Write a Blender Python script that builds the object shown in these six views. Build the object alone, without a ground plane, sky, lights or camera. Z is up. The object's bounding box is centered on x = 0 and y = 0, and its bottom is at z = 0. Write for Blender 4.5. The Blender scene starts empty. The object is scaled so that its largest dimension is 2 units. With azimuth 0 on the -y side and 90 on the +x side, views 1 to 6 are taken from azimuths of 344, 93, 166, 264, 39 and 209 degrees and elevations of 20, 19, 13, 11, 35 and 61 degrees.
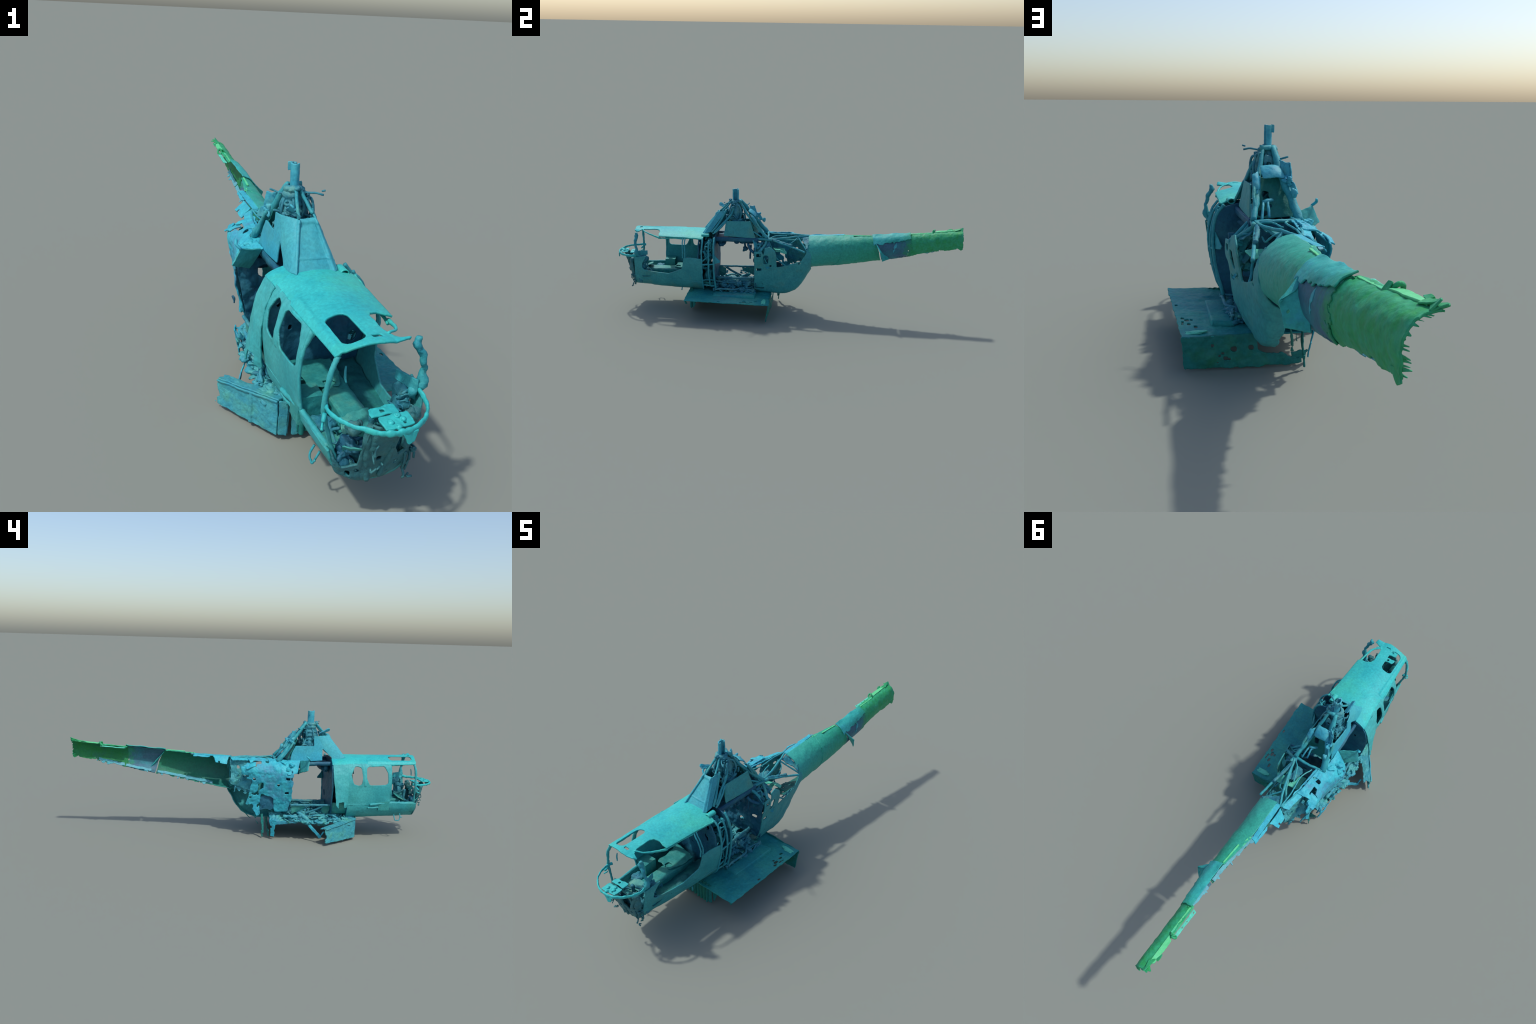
import bpy, bmesh, math, random
import numpy as np
from mathutils import Vector

# ------------------------------------------------------------------ helpers
def lin(r, g, b):
    f = lambda c: (c/255/12.92 if c/255 <= .04045 else ((c/255+.055)/1.055)**2.4)
    return (f(r), f(g), f(b), 1.0)

def _hash(ix, iy, iz, seed):
    h = (ix*374761393 + iy*668265263 + iz*2147483647 + seed*1274126177) & 0xffffffff
    h = ((h ^ (h >> 13)) * 1274126177) & 0xffffffff
    h = ((h ^ (h >> 16)) * 2246822519) & 0xffffffff
    return ((h ^ (h >> 15)) & 0xffff)/32767.5 - 1.0

def vnoise(P, seed=0):
    P = np.asarray(P, float)
    i = np.floor(P).astype(np.int64); f = P - i; f = f*f*(3-2*f)
    r = 0
    for dx in (0, 1):
        for dy in (0, 1):
            for dz in (0, 1):
                w = (f[..., 0] if dx else 1-f[..., 0])*(f[..., 1] if dy else 1-f[..., 1])*(f[..., 2] if dz else 1-f[..., 2])
                r = r + w*_hash(i[..., 0]+dx, i[..., 1]+dy, i[..., 2]+dz, seed)
    return r

def fbm(P, freq, seed=0, oct=3):
    P = np.asarray(P, float); r = 0; a = 1.0
    for k in range(oct):
        r = r + a*vnoise(P*freq*(2**k) + 17.3*k, seed+k*7); a *= .5
    return r/1.6

def crom(pts, n, closed=False):
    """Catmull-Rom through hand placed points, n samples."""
    p = np.array(pts, float); m = len(p)
    seg = m if closed else m-1
    t = np.linspace(0, seg, n, endpoint=not closed)
    k = np.minimum(t.astype(int), seg-1); f = (t-k)[:, None]
    if closed:
        g = lambda j: p[j % m]
    else:
        q = np.vstack([2*p[0]-p[1], p, 2*p[-1]-p[-2]])
        g = lambda j: q[np.clip(j+1, 0, m+1)]
    a, b, c, d = g(k-1), g(k), g(k+1), g(k+2)
    return .5*((2*b)+(c-a)*f+(2*a-5*b+4*c-d)*f**2+(3*b-a-3*c+d)*f**3)

def poly(x, y, pts):
    """signed distance to a polygon, positive inside"""
    pts = np.array(pts, float); d = np.full(np.shape(x), 1e9); ins = np.zeros(np.shape(x), bool)
    for i in range(len(pts)):
        ax, ay = pts[i]; bx, by = pts[(i+1) % len(pts)]
        ex, ey = bx-ax, by-ay
        t = np.clip(((x-ax)*ex+(y-ay)*ey)/(ex*ex+ey*ey+1e-12), 0, 1)
        d = np.minimum(d, np.hypot(x-ax-t*ex, y-ay-t*ey))
        c = ((ay > y) != (by > y)) & (x < ex*(y-ay)/(ey if abs(ey) > 1e-12 else 1e-12)+ax)
        ins ^= c
    return np.where(ins, d, -d)

def rrect(x, y, x0, x1, y0, y1, r):
    qx = np.abs(x-(x0+x1)/2)-(x1-x0)/2+r; qy = np.abs(y-(y0+y1)/2)-(y1-y0)/2+r
    return -(np.hypot(np.maximum(qx, 0), np.maximum(qy, 0))+np.minimum(np.maximum(qx, qy), 0)-r)

class Geo:
    def __init__(s): s.v = []; s.f = []
    def add(s, v, f):
        o = len(s.v); s.v.extend([tuple(map(float, p)) for p in v]); s.f.extend([tuple(i+o for i in q) for q in f])
    def merge(s, g): s.add(g.v, g.f)

def obj(name, geo, mat, parent, thick=0.0, smooth=True, kind=None, angle=None):
    me = bpy.data.meshes.new(name); me.from_pydata(geo.v, [], geo.f); me.validate(); me.update()
    if smooth: me.polygons.foreach_set('use_smooth', [True]*len(me.polygons))
    o = bpy.data.objects.new(name, me); bpy.context.collection.objects.link(o)
    me.materials.append(mat); o.parent = parent
    if thick:
        m = o.modifiers.new('thickness', 'SOLIDIFY'); m.thickness = thick; m.offset = 0; m.use_even_offset = False
    if kind: o['kind'] = kind
    return o

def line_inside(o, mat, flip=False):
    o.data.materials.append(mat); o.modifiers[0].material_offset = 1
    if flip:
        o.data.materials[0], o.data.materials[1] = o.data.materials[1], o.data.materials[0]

def sheet(P, keep=None, disp=0.0, freq=30, seed=0, closed_u=False):
    """grid of points P (nv,nu,3), cut by the signed field `keep`, dented along its normals"""
    nv, nu, _ = P.shape
    S = np.full((nv, nu), 1.0) if keep is None else np.array(keep, float)
    if disp:
        du = np.gradient(P, axis=1); dv = np.gradient(P, axis=0)
        n = np.cross(du, dv); n /= np.linalg.norm(n, axis=2, keepdims=True)+1e-12
        P = P + n*(disp*fbm(P, freq, seed))[..., None]
    idx = -np.ones((nv, nu), int); Q = P.copy(); faces = []
    pos = S > 0
    uu = nu if closed_u else nu-1
    cnt = np.zeros((nv-1, uu), int)
    for a in (0, 1):
        for b in (0, 1):
            cnt += np.take(pos, (np.arange(uu)+b) % nu, axis=1)[a:nv-1+a]
    fj, fi = np.nonzero(cnt >= 2)
    need = np.zeros((nv, nu), bool)
    for a in (0, 1):
        for b in (0, 1): need[fj+a, (fi+b) % nu] = True
    for j, i in zip(*np.nonzero(need & ~pos)):
        best = None
        for dj, di in ((0, 1), (0, -1), (1, 0), (-1, 0), (1, 1), (1, -1), (-1, 1), (-1, -1)):
            jj, ii = j+dj, i+di
            if closed_u: ii %= nu
            if 0 <= jj < nv and 0 <= ii < nu and pos[jj, ii]:
                w = S[jj, ii]/(S[jj, ii]-S[j, i]+1e-9)
                if best is None or S[jj, ii]-S[j, i] > best[0]: best = (S[jj, ii]-S[j, i], P[jj, ii]+(P[j, i]-P[jj, ii])*w)
        if best is not None: Q[j, i] = best[1]
    idx[need] = np.arange(need.sum())
    g = Geo(); g.v = [tuple(p) for p in Q[need].tolist()]
    i2 = (fi+1) % nu
    g.f = list(zip(idx[fj, fi].tolist(), idx[fj, i2].tolist(), idx[fj+1, i2].tolist(), idx[fj+1, fi].tolist()))
    return g

def patch(c, nu=40, nv=40, rag=0.0, rfreq=40, disp=.002, freq=25, seed=0, bulge=0.0, sides=(1, 1, 1, 1), holes=(), extra=None):
    """torn plate between four corners; sides = raggedness of u0,u1,v0,v1 edges; holes=(u,v,r)"""
    c = np.array(c, float); U, V = np.meshgrid(np.linspace(0, 1, nu), np.linspace(0, 1, nv))
    P = (c[0]*((1-U)*(1-V))[..., None]+c[1]*(U*(1-V))[..., None]+c[2]*(U*V)[..., None]+c[3]*((1-U)*V)[..., None])
    n = np.cross(c[1]-c[0], c[3]-c[0]); n /= np.linalg.norm(n)
    P = P + n*(bulge*4*(U*(1-U))*(4*V*(1-V))**.5)[..., None]
    lu = np.linalg.norm(c[1]-c[0]); lv = np.linalg.norm(c[3]-c[0])
    N = fbm(P, rfreq, seed+5)
    b = lambda d, k: d*1.0 - (rag*k*(.75+N) if k else -1e-3)
    S = np.minimum(np.minimum(b(U*lu, sides[0]), b((1-U)*lu, sides[1])), np.minimum(b(V*lv, sides[2]), b((1-V)*lv, sides[3])))
    for hu, hv, hr in holes:
        S = np.minimum(S, np.hypot((U-hu)*lu, (V-hv)*lv)-hr*(1+.5*N))
    if extra is not None: S = np.minimum(S, extra(U, V, P))
    return sheet(P, S, disp, freq, seed)

def tube(g, pts, r, n=None, sides=8, lump=.18, seed=0, flat=1.0):
    pts = [np.array(p, float) for p in pts]
    L = sum(np.linalg.norm(b-a) for a, b in zip(pts, pts[1:]))
    n = n or max(4, int(L/max(float(np.mean(r))*1.2, .0035)))
    c = crom(pts, n)
    rr = np.interp(np.linspace(0, 1, n), np.linspace(0, 1, len(r)), r) if isinstance(r, (list, tuple)) else np.full(n, r)
    t = np.gradient(c, axis=0); t /= np.linalg.norm(t, axis=1, keepdims=True)+1e-12
    up = np.array([0, 0, 1.0]) if abs(t[0][2]) < .9 else np.array([1.0, 0, 0])
    v = []
    for k in range(n):
        s = np.cross(t[k], up); s /= np.linalg.norm(s)+1e-12; w = np.cross(s, t[k]); up = w
        for a in range(sides):
            th = 2*math.pi*a/sides; v.append(c[k]+rr[k]*(math.cos(th)*s+math.sin(th)*w*flat))
    v = np.array(v)
    ctr = np.repeat(c, sides, axis=0)
    rad = np.repeat(rr, sides)
    q = max(rr.mean(), .002)
    v = ctr+(v-ctr)*(1+1.5*lump*fbm(v, .5/q, seed, 3))[:, None]
    v = v+q*.55*np.stack([fbm(ctr, .13/q, seed+k, 2) for k in (31, 32, 33)], -1)*min(1, lump/.18)
    f = [(k*sides+a, k*sides+(a+1) % sides, (k+1)*sides+(a+1) % sides, (k+1)*sides+a) for k in range(n-1) for a in range(sides)]
    f += [tuple(range(sides-1, -1, -1)), tuple((n-1)*sides+a for a in range(sides))]
    g.add(v, f)

def blob(g, c, s, seed=0, lump=.35, freq=None, sub=3, rot=0):
    bm = bmesh.new(); bmesh.ops.create_icosphere(bm, subdivisions=sub, radius=1)
    v = np.array([x.co[:] for x in bm.verts]); f = [tuple(q.index for q in fa.verts) for fa in bm.faces]; bm.free()
    s = np.array(s if hasattr(s, '__len__') else (s, s, s), float)
    v = v*(1+1.7*lump*fbm(v, freq or 1.5, seed, 4))[:, None]*s
    if rot: ca, sa = math.cos(rot), math.sin(rot); v = np.stack([v[:, 0]*ca-v[:, 1]*sa, v[:, 0]*sa+v[:, 1]*ca, v[:, 2]], 1)
    g.add(v+np.array(c), f)

def box(g, x0, x1, y0, y1, z0, z1, disp=.002, seed=0, d=.006, freq=40, M=None):
    """dented box as a fine grid shell"""
    def face(o, a, b):
        na = max(2, int(np.linalg.norm(a)/d)+1); nb = max(2, int(np.linalg.norm(b)/d)+1)
        U, V = np.meshgrid(np.linspace(0, 1, na), np.linspace(0, 1, nb))
        return (o+U[..., None]*a+V[..., None]*b)
    X, Y, Z = x1-x0, y1-y0, z1-z0; o = np.array([x0, y0, z0], float); ex, ey, ez = np.array([X, 0, 0.]), np.array([0, Y, 0.]), np.array([0, 0, Z])
    for (p, a, b) in ((o, ey, ex), (o+ez, ex, ey), (o, ex, ez), (o+ey, ez, ex), (o, ez, ey), (o+ex, ey, ez)):
        P = face(p, a, b)
        P = P+disp*np.stack([fbm(P, freq, seed), fbm(P, freq, seed+1), fbm(P, freq, seed+2)], -1)
        if M is not None: P = M(P)
        g.merge(sheet(P))

def wires(g, lo, hi, n, r, seed, L=.06):
    R = random.Random(seed); lo = np.array(lo); hi = np.array(hi)
    for k in range(n):
        p = lo+(hi-lo)*np.array([R.random(), R.random(), R.random()])
        pts = [p]; d = np.array([R.gauss(0, 1), R.gauss(0, 1), R.gauss(0, 1)]); d /= np.linalg.norm(d)
        for _ in range(R.randint(3, 5)):
            d = d+np.array([R.gauss(0, .6), R.gauss(0, .6), R.gauss(0, .6)]); d /= np.linalg.norm(d)
            p = np.clip(p+d*L*R.uniform(.25, .5), lo, hi); pts.append(p)
        tube(g, pts, R.uniform(.6, 1.3)*r, sides=6, seed=seed+k)

def scraps(g, lo, hi, n, s, seed):
    """small torn plates"""
    R = random.Random(seed); lo = np.array(lo); hi = np.array(hi)
    for k in range(n):
        p = lo+(hi-lo)*np.array([R.random(), R.random(), R.random()])
        a = np.array([R.gauss(0, 1) for _ in range(3)]); a /= np.linalg.norm(a)
        b = np.cross(a, [R.gauss(0, 1) for _ in range(3)]); b /= np.linalg.norm(b)
        u = a*s*R.uniform(.5, 1.3); w = b*s*R.uniform(.4, 1.0)
        c = [p-u-w, p+u-w, p+u+w, p-u+w]
        g.merge(patch(c, 12, 12, rag=s*.35, rfreq=1.2/s, disp=s*.45, freq=.9/s, seed=seed+k))

# ------------------------------------------------------------------ materials
def material(name, a, b, c=None, scale=9, dark=None, dark_amt=.5, rough=.55, bump=.25, streak=None, grad=None, spec=.3, fade=None):
    m = bpy.data.materials.new(name); m.use_nodes = True; nt = m.node_tree; N = nt.nodes; K = nt.links
    for n in list(N): N.remove(n)
    out = N.new('ShaderNodeOutputMaterial'); p = N.new('ShaderNodeBsdfPrincipled'); K.new(p.outputs[0], out.inputs[0])
    p.inputs['Roughness'].default_value = rough; p.inputs['Specular IOR Level'].default_value = spec
    tc = N.new('ShaderNodeTexCoord'); co = tc.outputs['Object']
    def noise(s, d=6, r=.6, vec=co):
        n = N.new('ShaderNodeTexNoise'); n.inputs['Scale'].default_value = s; n.inputs['Detail'].default_value = d; n.inputs['Roughness'].default_value = r
        K.new(vec, n.inputs['Vector']); return n.outputs['Fac']
    def ramp(f, stops):
        r = N.new('ShaderNodeValToRGB'); e = r.color_ramp.elements
        while len(e) < len(stops): e.new(.5)
        for q, (pos, col) in zip(e, stops): q.position = pos; q.color = col
        K.new(f, r.inputs[0]); return r.outputs[0]
    def mix(f, x, y, mode='MIX'):
        q = N.new('ShaderNodeMix'); q.data_type = 'RGBA'; q.blend_type = mode
        if isinstance(f, float): q.inputs[0].default_value = f
        else: K.new(f, q.inputs[0])
        for v, i in ((x, 6), (y, 7)):
            if isinstance(v, tuple): q.inputs[i].default_value = v
            else: K.new(v, q.inputs[i])
        return q.outputs[2]
    W = (1, 1, 1, 1); B = (0, 0, 0, 1)
    if grad:
        sx = N.new('ShaderNodeSeparateXYZ'); K.new(co, sx.inputs[0])
        ad = N.new('ShaderNodeMath'); ad.operation = 'MULTIPLY_ADD'; K.new(noise(14), ad.inputs[0]); ad.inputs[1].default_value = .16; K.new(sx.outputs['Y'], ad.inputs[2])
        lo, hi = grad[0][0], grad[-1][0]
        mr = N.new('ShaderNodeMapRange'); K.new(ad.outputs[0], mr.inputs[0]); mr.inputs[1].default_value = lo+.08; mr.inputs[2].default_value = hi+.08
        col = ramp(mr.outputs[0], [((y-lo)/(hi-lo), q) for y, q in grad])
        col = mix(ramp(noise(scale*3), [(.35, B), (.75, W)]), col, mix(.5, col, b), 'MIX')
    else:
        col = mix(ramp(noise(scale), [(.36, B), (.64, W)]), a, b)
    if c: col = mix(ramp(noise(scale*.55, 5, .65), [(.52, B), (.72, W)]), col, c)
    if streak:
        mp = N.new('ShaderNodeMapping'); mp.inputs['Scale'].default_value = streak[1]; K.new(co, mp.inputs[0])
        col = mix(ramp(noise(30, 4, .6, mp.outputs[0]), [(.5, B), (.8, (.7, .7, .7, 1))]), col, streak[0])
    if fade:
        sf = N.new('ShaderNodeSeparateXYZ'); K.new(co, sf.inputs[0])
        fa = N.new('ShaderNodeMath'); fa.operation = 'MULTIPLY_ADD'; K.new(noise(45), fa.inputs[0]); fa.inputs[1].default_value = .14; K.new(sf.outputs['Y'], fa.inputs[2])
        fm = N.new('ShaderNodeMapRange'); K.new(fa.outputs[0], fm.inputs[0]); fm.inputs[1].default_value = fade[0]+.07; fm.inputs[2].default_value = fade[1]+.07
        col = mix(fm.outputs[0], col, fade[2])
    # fine mottling
    col = mix(.55, col, ramp(noise(110, 5, .7), [(.3, (.32, .34, .36, 1)), (.7, (.64, .66, .66, 1))]), 'OVERLAY')
    if dark:
        col = mix(ramp(noise(70, 6, .72), [(.62, B), (.72, (dark_amt,)*3+(1,))]), col, dark)
    K.new(col, p.inputs['Base Color'])
    bp = N.new('ShaderNodeBump'); bp.inputs['Strength'].default_value = bump; bp.inputs['Distance'].default_value = .004
    K.new(noise(160, 6, .65), bp.inputs['Height']); K.new(bp.outputs[0], p.inputs['Normal'])
    return m

M_ROOF = material('cyan_painted_skin', lin(40, 164, 168), lin(56, 180, 176), lin(62, 180, 160), scale=7, dark=lin(24, 95, 112), dark_amt=.4, bump=.18)
M_LEFT = material('teal_side_skin', lin(48, 148, 152), lin(64, 162, 162), lin(50, 132, 120), scale=9, dark=lin(25, 88, 105), dark_amt=.45)
M_RIGHT = material('dull_teal_skin', lin(48, 138, 142), lin(62, 152, 152), lin(82, 140, 128), scale=14, dark=lin(30, 80, 95), dark_amt=.45)
M_FAIR = material('blue_cyan_fairing', lin(52, 150, 168), lin(66, 160, 168), lin(50, 160, 188), scale=8, dark=lin(30, 100, 125), dark_amt=.3)
M_TORN = material('bright_cyan_torn_skin', lin(44, 152, 174), lin(58, 174, 186), lin(72, 128, 156), scale=20, dark=lin(24, 92, 118), dark_amt=.6, bump=.4)
M_TUBE = material('blue_frame_tube', lin(42, 140, 152), lin(56, 154, 160), lin(78, 156, 148), scale=25, dark=lin(22, 82, 105), dark_amt=.7, bump=.45)
M_JUNK = material('corroded_machinery', lin(36, 112, 132), lin(56, 134, 144), lin(92, 155, 148), scale=35, dark=lin(14, 55, 80), dark_amt=.7, bump=.5)
M_DARK = material('deep_blue_interior', lin(24, 82, 108), lin(32, 98, 118), lin(48, 112, 125), scale=18, dark=lin(8, 30, 48), dark_amt=.8, bump=.35)  # interior navy, deepened by shade baked into the copied colour
M_FLOOR = material('pale_teal_floor', lin(34, 126, 126), lin(58, 146, 138), lin(88, 158, 140), scale=20, dark=lin(16, 68, 82), dark_amt=.7, bump=.3)
M_PLAT = material('teal_platform', lin(26, 128, 134), lin(34, 138, 140), lin(55, 155, 140), scale=10, dark=lin(18, 88, 100), dark_amt=.4, bump=.35)
M_SKIRT = material('green_teal_skirt', lin(22, 112, 106), lin(30, 122, 116), lin(38, 118, 88), scale=14, dark=lin(14, 76, 90), dark_amt=.5, bump=.4)
M_BEAM = material('blue_green_beam', lin(52, 140, 158), lin(70, 155, 160), lin(80, 160, 145), scale=26, dark=lin(25, 88, 105), dark_amt=.5, bump=.5)
M_PALE = material('pale_green_plate', lin(80, 190, 165), lin(95, 200, 175), scale=25, dark=lin(30, 110, 110))
G0, G1, G2, G3, G4 = lin(56, 160, 152), lin(48, 152, 134), lin(40, 152, 122), lin(40, 150, 92), lin(46, 152, 80)
M_BOOM = material('green_boom_skin', G1, lin(60, 170, 150), None, scale=14, dark=lin(28, 88, 92), dark_amt=.55, bump=.3,
                  grad=[(.1, G0), (.28, G1), (.45, G2), (.72, G3), (1.0, G4)])
M_COLLAR = material('cyan_collar', lin(46, 158, 152), lin(60, 175, 165), lin(46, 150, 130), scale=14, streak=(lin(60, 150, 190), (1, .12, 1)), fade=(.67, .74, lin(44, 150, 104)))
M_WRAP = material('slate_blue_wrap', lin(54, 98, 112), lin(60, 104, 122), lin(46, 132, 140), scale=13, streak=(lin(84, 108, 140), (1, .12, 1)), dark=lin(38, 66, 74), fade=(.665, .715, lin(42, 140, 96)))
M_NOSE = material('weathered_nose_skin', lin(44, 104, 112), lin(58, 118, 120), lin(66, 104, 92), scale=22, dark=lin(18, 48, 60), dark_amt=.8, bump=.5)
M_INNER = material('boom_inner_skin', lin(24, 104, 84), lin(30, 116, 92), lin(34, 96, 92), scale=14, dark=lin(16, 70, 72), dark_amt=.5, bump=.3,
                   grad=[(.1, lin(24, 96, 96)), (.3, lin(24, 106, 92)), (.5, lin(24, 110, 82)), (.75, lin(28, 118, 62)), (1.0, lin(30, 124, 58))])  # inside green darkened after the shade baked into the boom's colours
M_WELL = material('dark_teal_side_floor', lin(24, 92, 98), lin(32, 106, 108), lin(44, 128, 116), scale=16, dark=lin(14, 62, 72), dark_amt=.5, bump=.35)  # darker teal than the other floor panels
M_STRIP = material('boom_inner_strip', lin(92, 150, 165), lin(80, 165, 175), scale=22, dark=lin(40, 110, 120))  # pale cyan of the sunlit band inside the boom
M_LIGHTG = material('yellow_green_plate', lin(85, 195, 125), lin(100, 200, 140), lin(70, 190, 160), scale=20, dark=lin(40, 120, 90))
M_MAST = material('pale_blue_mast', lin(48, 146, 168), lin(72, 166, 178), lin(100, 178, 176), scale=30, dark=lin(30, 90, 130), dark_amt=.4)

def empty(name, label, cat):
    o = bpy.data.objects.new(name, None); bpy.context.collection.objects.link(o); o['label'] = label; o['category'] = cat
    return o
HELI = empty('helicopter_wreck', 'torn open sunken helicopter fuselage with broken tail boom, teal and green', 'wrecked helicopter')
PLAT = empty('landing_platform', 'low rusted metal platform with ragged skirts under the wreck', 'platform')

# ------------------------------------------------------------------ cabin
CR = [(-.030, .100), (.030, .108), (.068, .128), (.092, .162), (.108, .22), (.120, .29), (.115, .355), (.100, .395), (.076, .421), (.030, .4345),
      (-.030, .442), (-.090, .434), (-.140, .409), (-.163, .36), (-.171, .30), (-.160, .205), (-.140, .150), (-.100, .115)]
CF = [(-.034, .116), (.010, .122), (.040, .140), (.056, .180), (.070, .24), (.078, .31), (.074, .37), (.062, .405), (.048, .423), (.005, .436),
      (-.035, .443), (-.080, .436), (-.127, .412), (-.143, .36), (-.147, .30), (-.135, .205), (-.118, .160), (-.080, .127)]
NU = 340
cr, cf = crom(CR, NU, True), crom(CF, NU, True)
def cabin(y, k=slice(None), off=0.0):
    t = np.clip((y+.83)/.43, -.1, 1.3)
    s = cf+(cr-cf)*t
    if off:
        c = s.mean(0); d = s-c; s = c+d*(1-off/np.linalg.norm(d, axis=1, keepdims=True))
    return s
def cabin_grid(y0, y1, nv, sel):
    ys = np.linspace(y0, y1, nv); P = np.zeros((nv, len(sel), 3))
    for j, y in enumerate(ys):
        s = cabin(y)[sel]; P[j, :, 0] = s[:, 0]; P[j, :, 1] = y; P[j, :, 2] = s[:, 1]
    return P
par = np.arange(NU)*18/NU            # section parameter 0..18, see CR
def sel(a, b): return np.nonzero((par >= a) & (par <= b))[0]

# roof: right rail (par 8) to left seam (par 12)
s = sel(7.9, 12.1); P = cabin_grid(-.845, -.365, 204, s); x, y, z = P[..., 0], P[..., 1], P[..., 2]; N = fbm(P, 30, 3)
k = poly(x, y, [(-.2, -.806), (-.137, -.808), (-.126, -.825), (-.10, -.828), (-.033, -.836), (.028, -.829), (.034, -.815), (.004, -.802), (-.008, -.78), (-.010, -.712), (-.002, -.695), (.02, -.686), (.04, -.69), (.07, -.684),
                (.12, -.68), (.12, -.434), (.02, -.434), (-.06, -.40), (-.095, -.372), (-.2, -.368)])
k = np.minimum(k, -rrect(x, y, -.107, -.056, -.810, -.685, .020))
k = np.minimum(k, -rrect(x, y, -.048, -.024, -.812, -.799, .005)-.002*N)
P[..., 2] += .0045*np.exp(-((x+.121+.06*(y+.82)*.1)/.007)**2)*(y < -.56)*(y > -.83)   # raised rail beside the left seam
P[..., 2] += .014*np.clip((-.806-y)/.02, 0, 1)*np.clip((x+.005)/.03, 0, 1)
g = sheet(P, k+.0012*N, .0018, 22, 5); obj('roof', g, M_ROOF, HELI, .005)
# left wall
s = sel(11.9, 15.2); P = cabin_grid(-.70, -.368, 150, s); x, y, z = P[..., 0], P[..., 1], P[..., 2]; N = fbm(P, 35, 8)
win1 = poly(y, z, [(-.501, .384), (-.488, .355), (-.498, .325), (-.512, .320), (-.515, .345), (-.510, .382)])+.0175
win2 = poly(y, z, [(-.571, .382), (-.64, .384), (-.653, .362), (-.655, .323), (-.62, .321), (-.582, .321), (-.571, .345)])+.0175
P[..., 0] -= .004*np.exp(-((y+.541-.12*(z-.35))/.007)**2)*(z > .30)
k = poly(y, z, [(-.684, .44), (-.691, .347), (-.689, .16), (-.41, .16), (-.45, .21), (-.455, .39), (-.43, .44)])
k = np.minimum(k, np.minimum(-win1, -win2))
k = np.minimum(k, np.hypot(y+.572, z-.213)-.003)
obj('side_wall', sheet(P, k+.001*N, .0018, 25, 9), M_LEFT, HELI, .005)
# loose rear skin strip standing off the left wall, with hooked lower end
ys = np.linspace(-.462, -.372, 60); zs = np.linspace(.41, .175, 120); Y, Z = np.meshgrid(ys, zs)
P = np.zeros(Y.shape+(3,))
xs = np.interp(-Z, [-.41, -.38, -.36, -.30, -.25, -.20, -.17], [-.141, -.157, -.166, -.180, -.188, -.196, -.198])
w = np.clip((Y+.462)/.05, 0, 1); wall = np.interp(-Z, [-.41, -.36, -.30, -.2, -.15], [-.142, -.163, -.171, -.160, -.14])
P[..., 0] = (wall-.003)*(1-w)+xs*w; P[..., 1] = Y; P[..., 2] = Z; N = fbm(P, 40, 21)
k = np.minimum(poly(Y, Z, [(-.456, .42), (-.374, .42), (-.374, .35), (-.384, .27), (-.388, .20), (-.40, .185), (-.452, .185)]),
               -rrect(Y, Z, -.432, -.402, .15, .217, .004))
obj('torn_side_strip', sheet(P, k+.003*N, .003, 25, 22), M_LEFT, HELI, .005)
# lower hull: left and right halves of the belly
for s, mt in ((np.concatenate([sel(15.0, 18), sel(0, .3)]), M_LEFT), (sel(.25, 3.2), M_RIGHT)):
    P = cabin_grid(-.838, -.37, 170, s); x, y, z = P[..., 0], P[..., 1], P[..., 2]; N = fbm(P, 35, 13)
    k = np.minimum(y+.836, np.where(x > .03, -.437, np.where(x < -.05, -.458, -.385))-y)
    k = np.where((x < -.05) & (y > -.50), np.minimum(k, .5), k)
    P[..., 2] -= .004*np.clip((y+.75)/.02, 0, 1)*np.exp(-((x-.03)/.05)**2)
    obj('lower_hull', sheet(P, k+.003*N, .002, 25, 14), mt, HELI, .006)
# left door sill strip in front of the wall
g = Geo()
P = cabin_grid(-.825, -.683, 60, sel(14.55, 15.1)); zz = P[..., 2]
g.merge(sheet(P, .204-zz, .001, 20, 3)); tube(g, [(-.131, -.822, .202), (-.141, -.68, .204), (-.154, -.58, .196)], .004, seed=2)
tube(g, [(-.122, -.825, .178), (-.137, -.68, .180), (-.148, -.57, .178)], .003, seed=4)
obj('door_sill', g, M_LEFT, HELI, .005)
# right side wall with nose column and half door
s = sel(2.95, 6.3); P = cabin_grid(-.838, -.436, 190, s); x, y, z = P[..., 0], P[..., 1], P[..., 2]; N = fbm(P, 40, 17)
k = poly(y, z, [(-.826, .30), (-.755, .312), (-.762, .298), (-.783, .262), (-.786, .24), (-.775, .226), (-.74, .219), (-.69, .215), (-.63, .211), (-.556, .247), (-.547, .27), (-.541, .316), (-.5, .3195), (-.4395, .3155), (-.4375, .10), (-.832, .10), (-.830, .20)])
k = np.minimum(k, np.hypot(y+.452, z-.262)-.0025)
P[..., 0] += .003*np.clip((.165-z)/.004, 0, 1)*(y > -.70)
obj('half_door_wall', sheet(P, k+.0012*N, .0016, 28, 18), M_RIGHT, HELI, .005)

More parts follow.
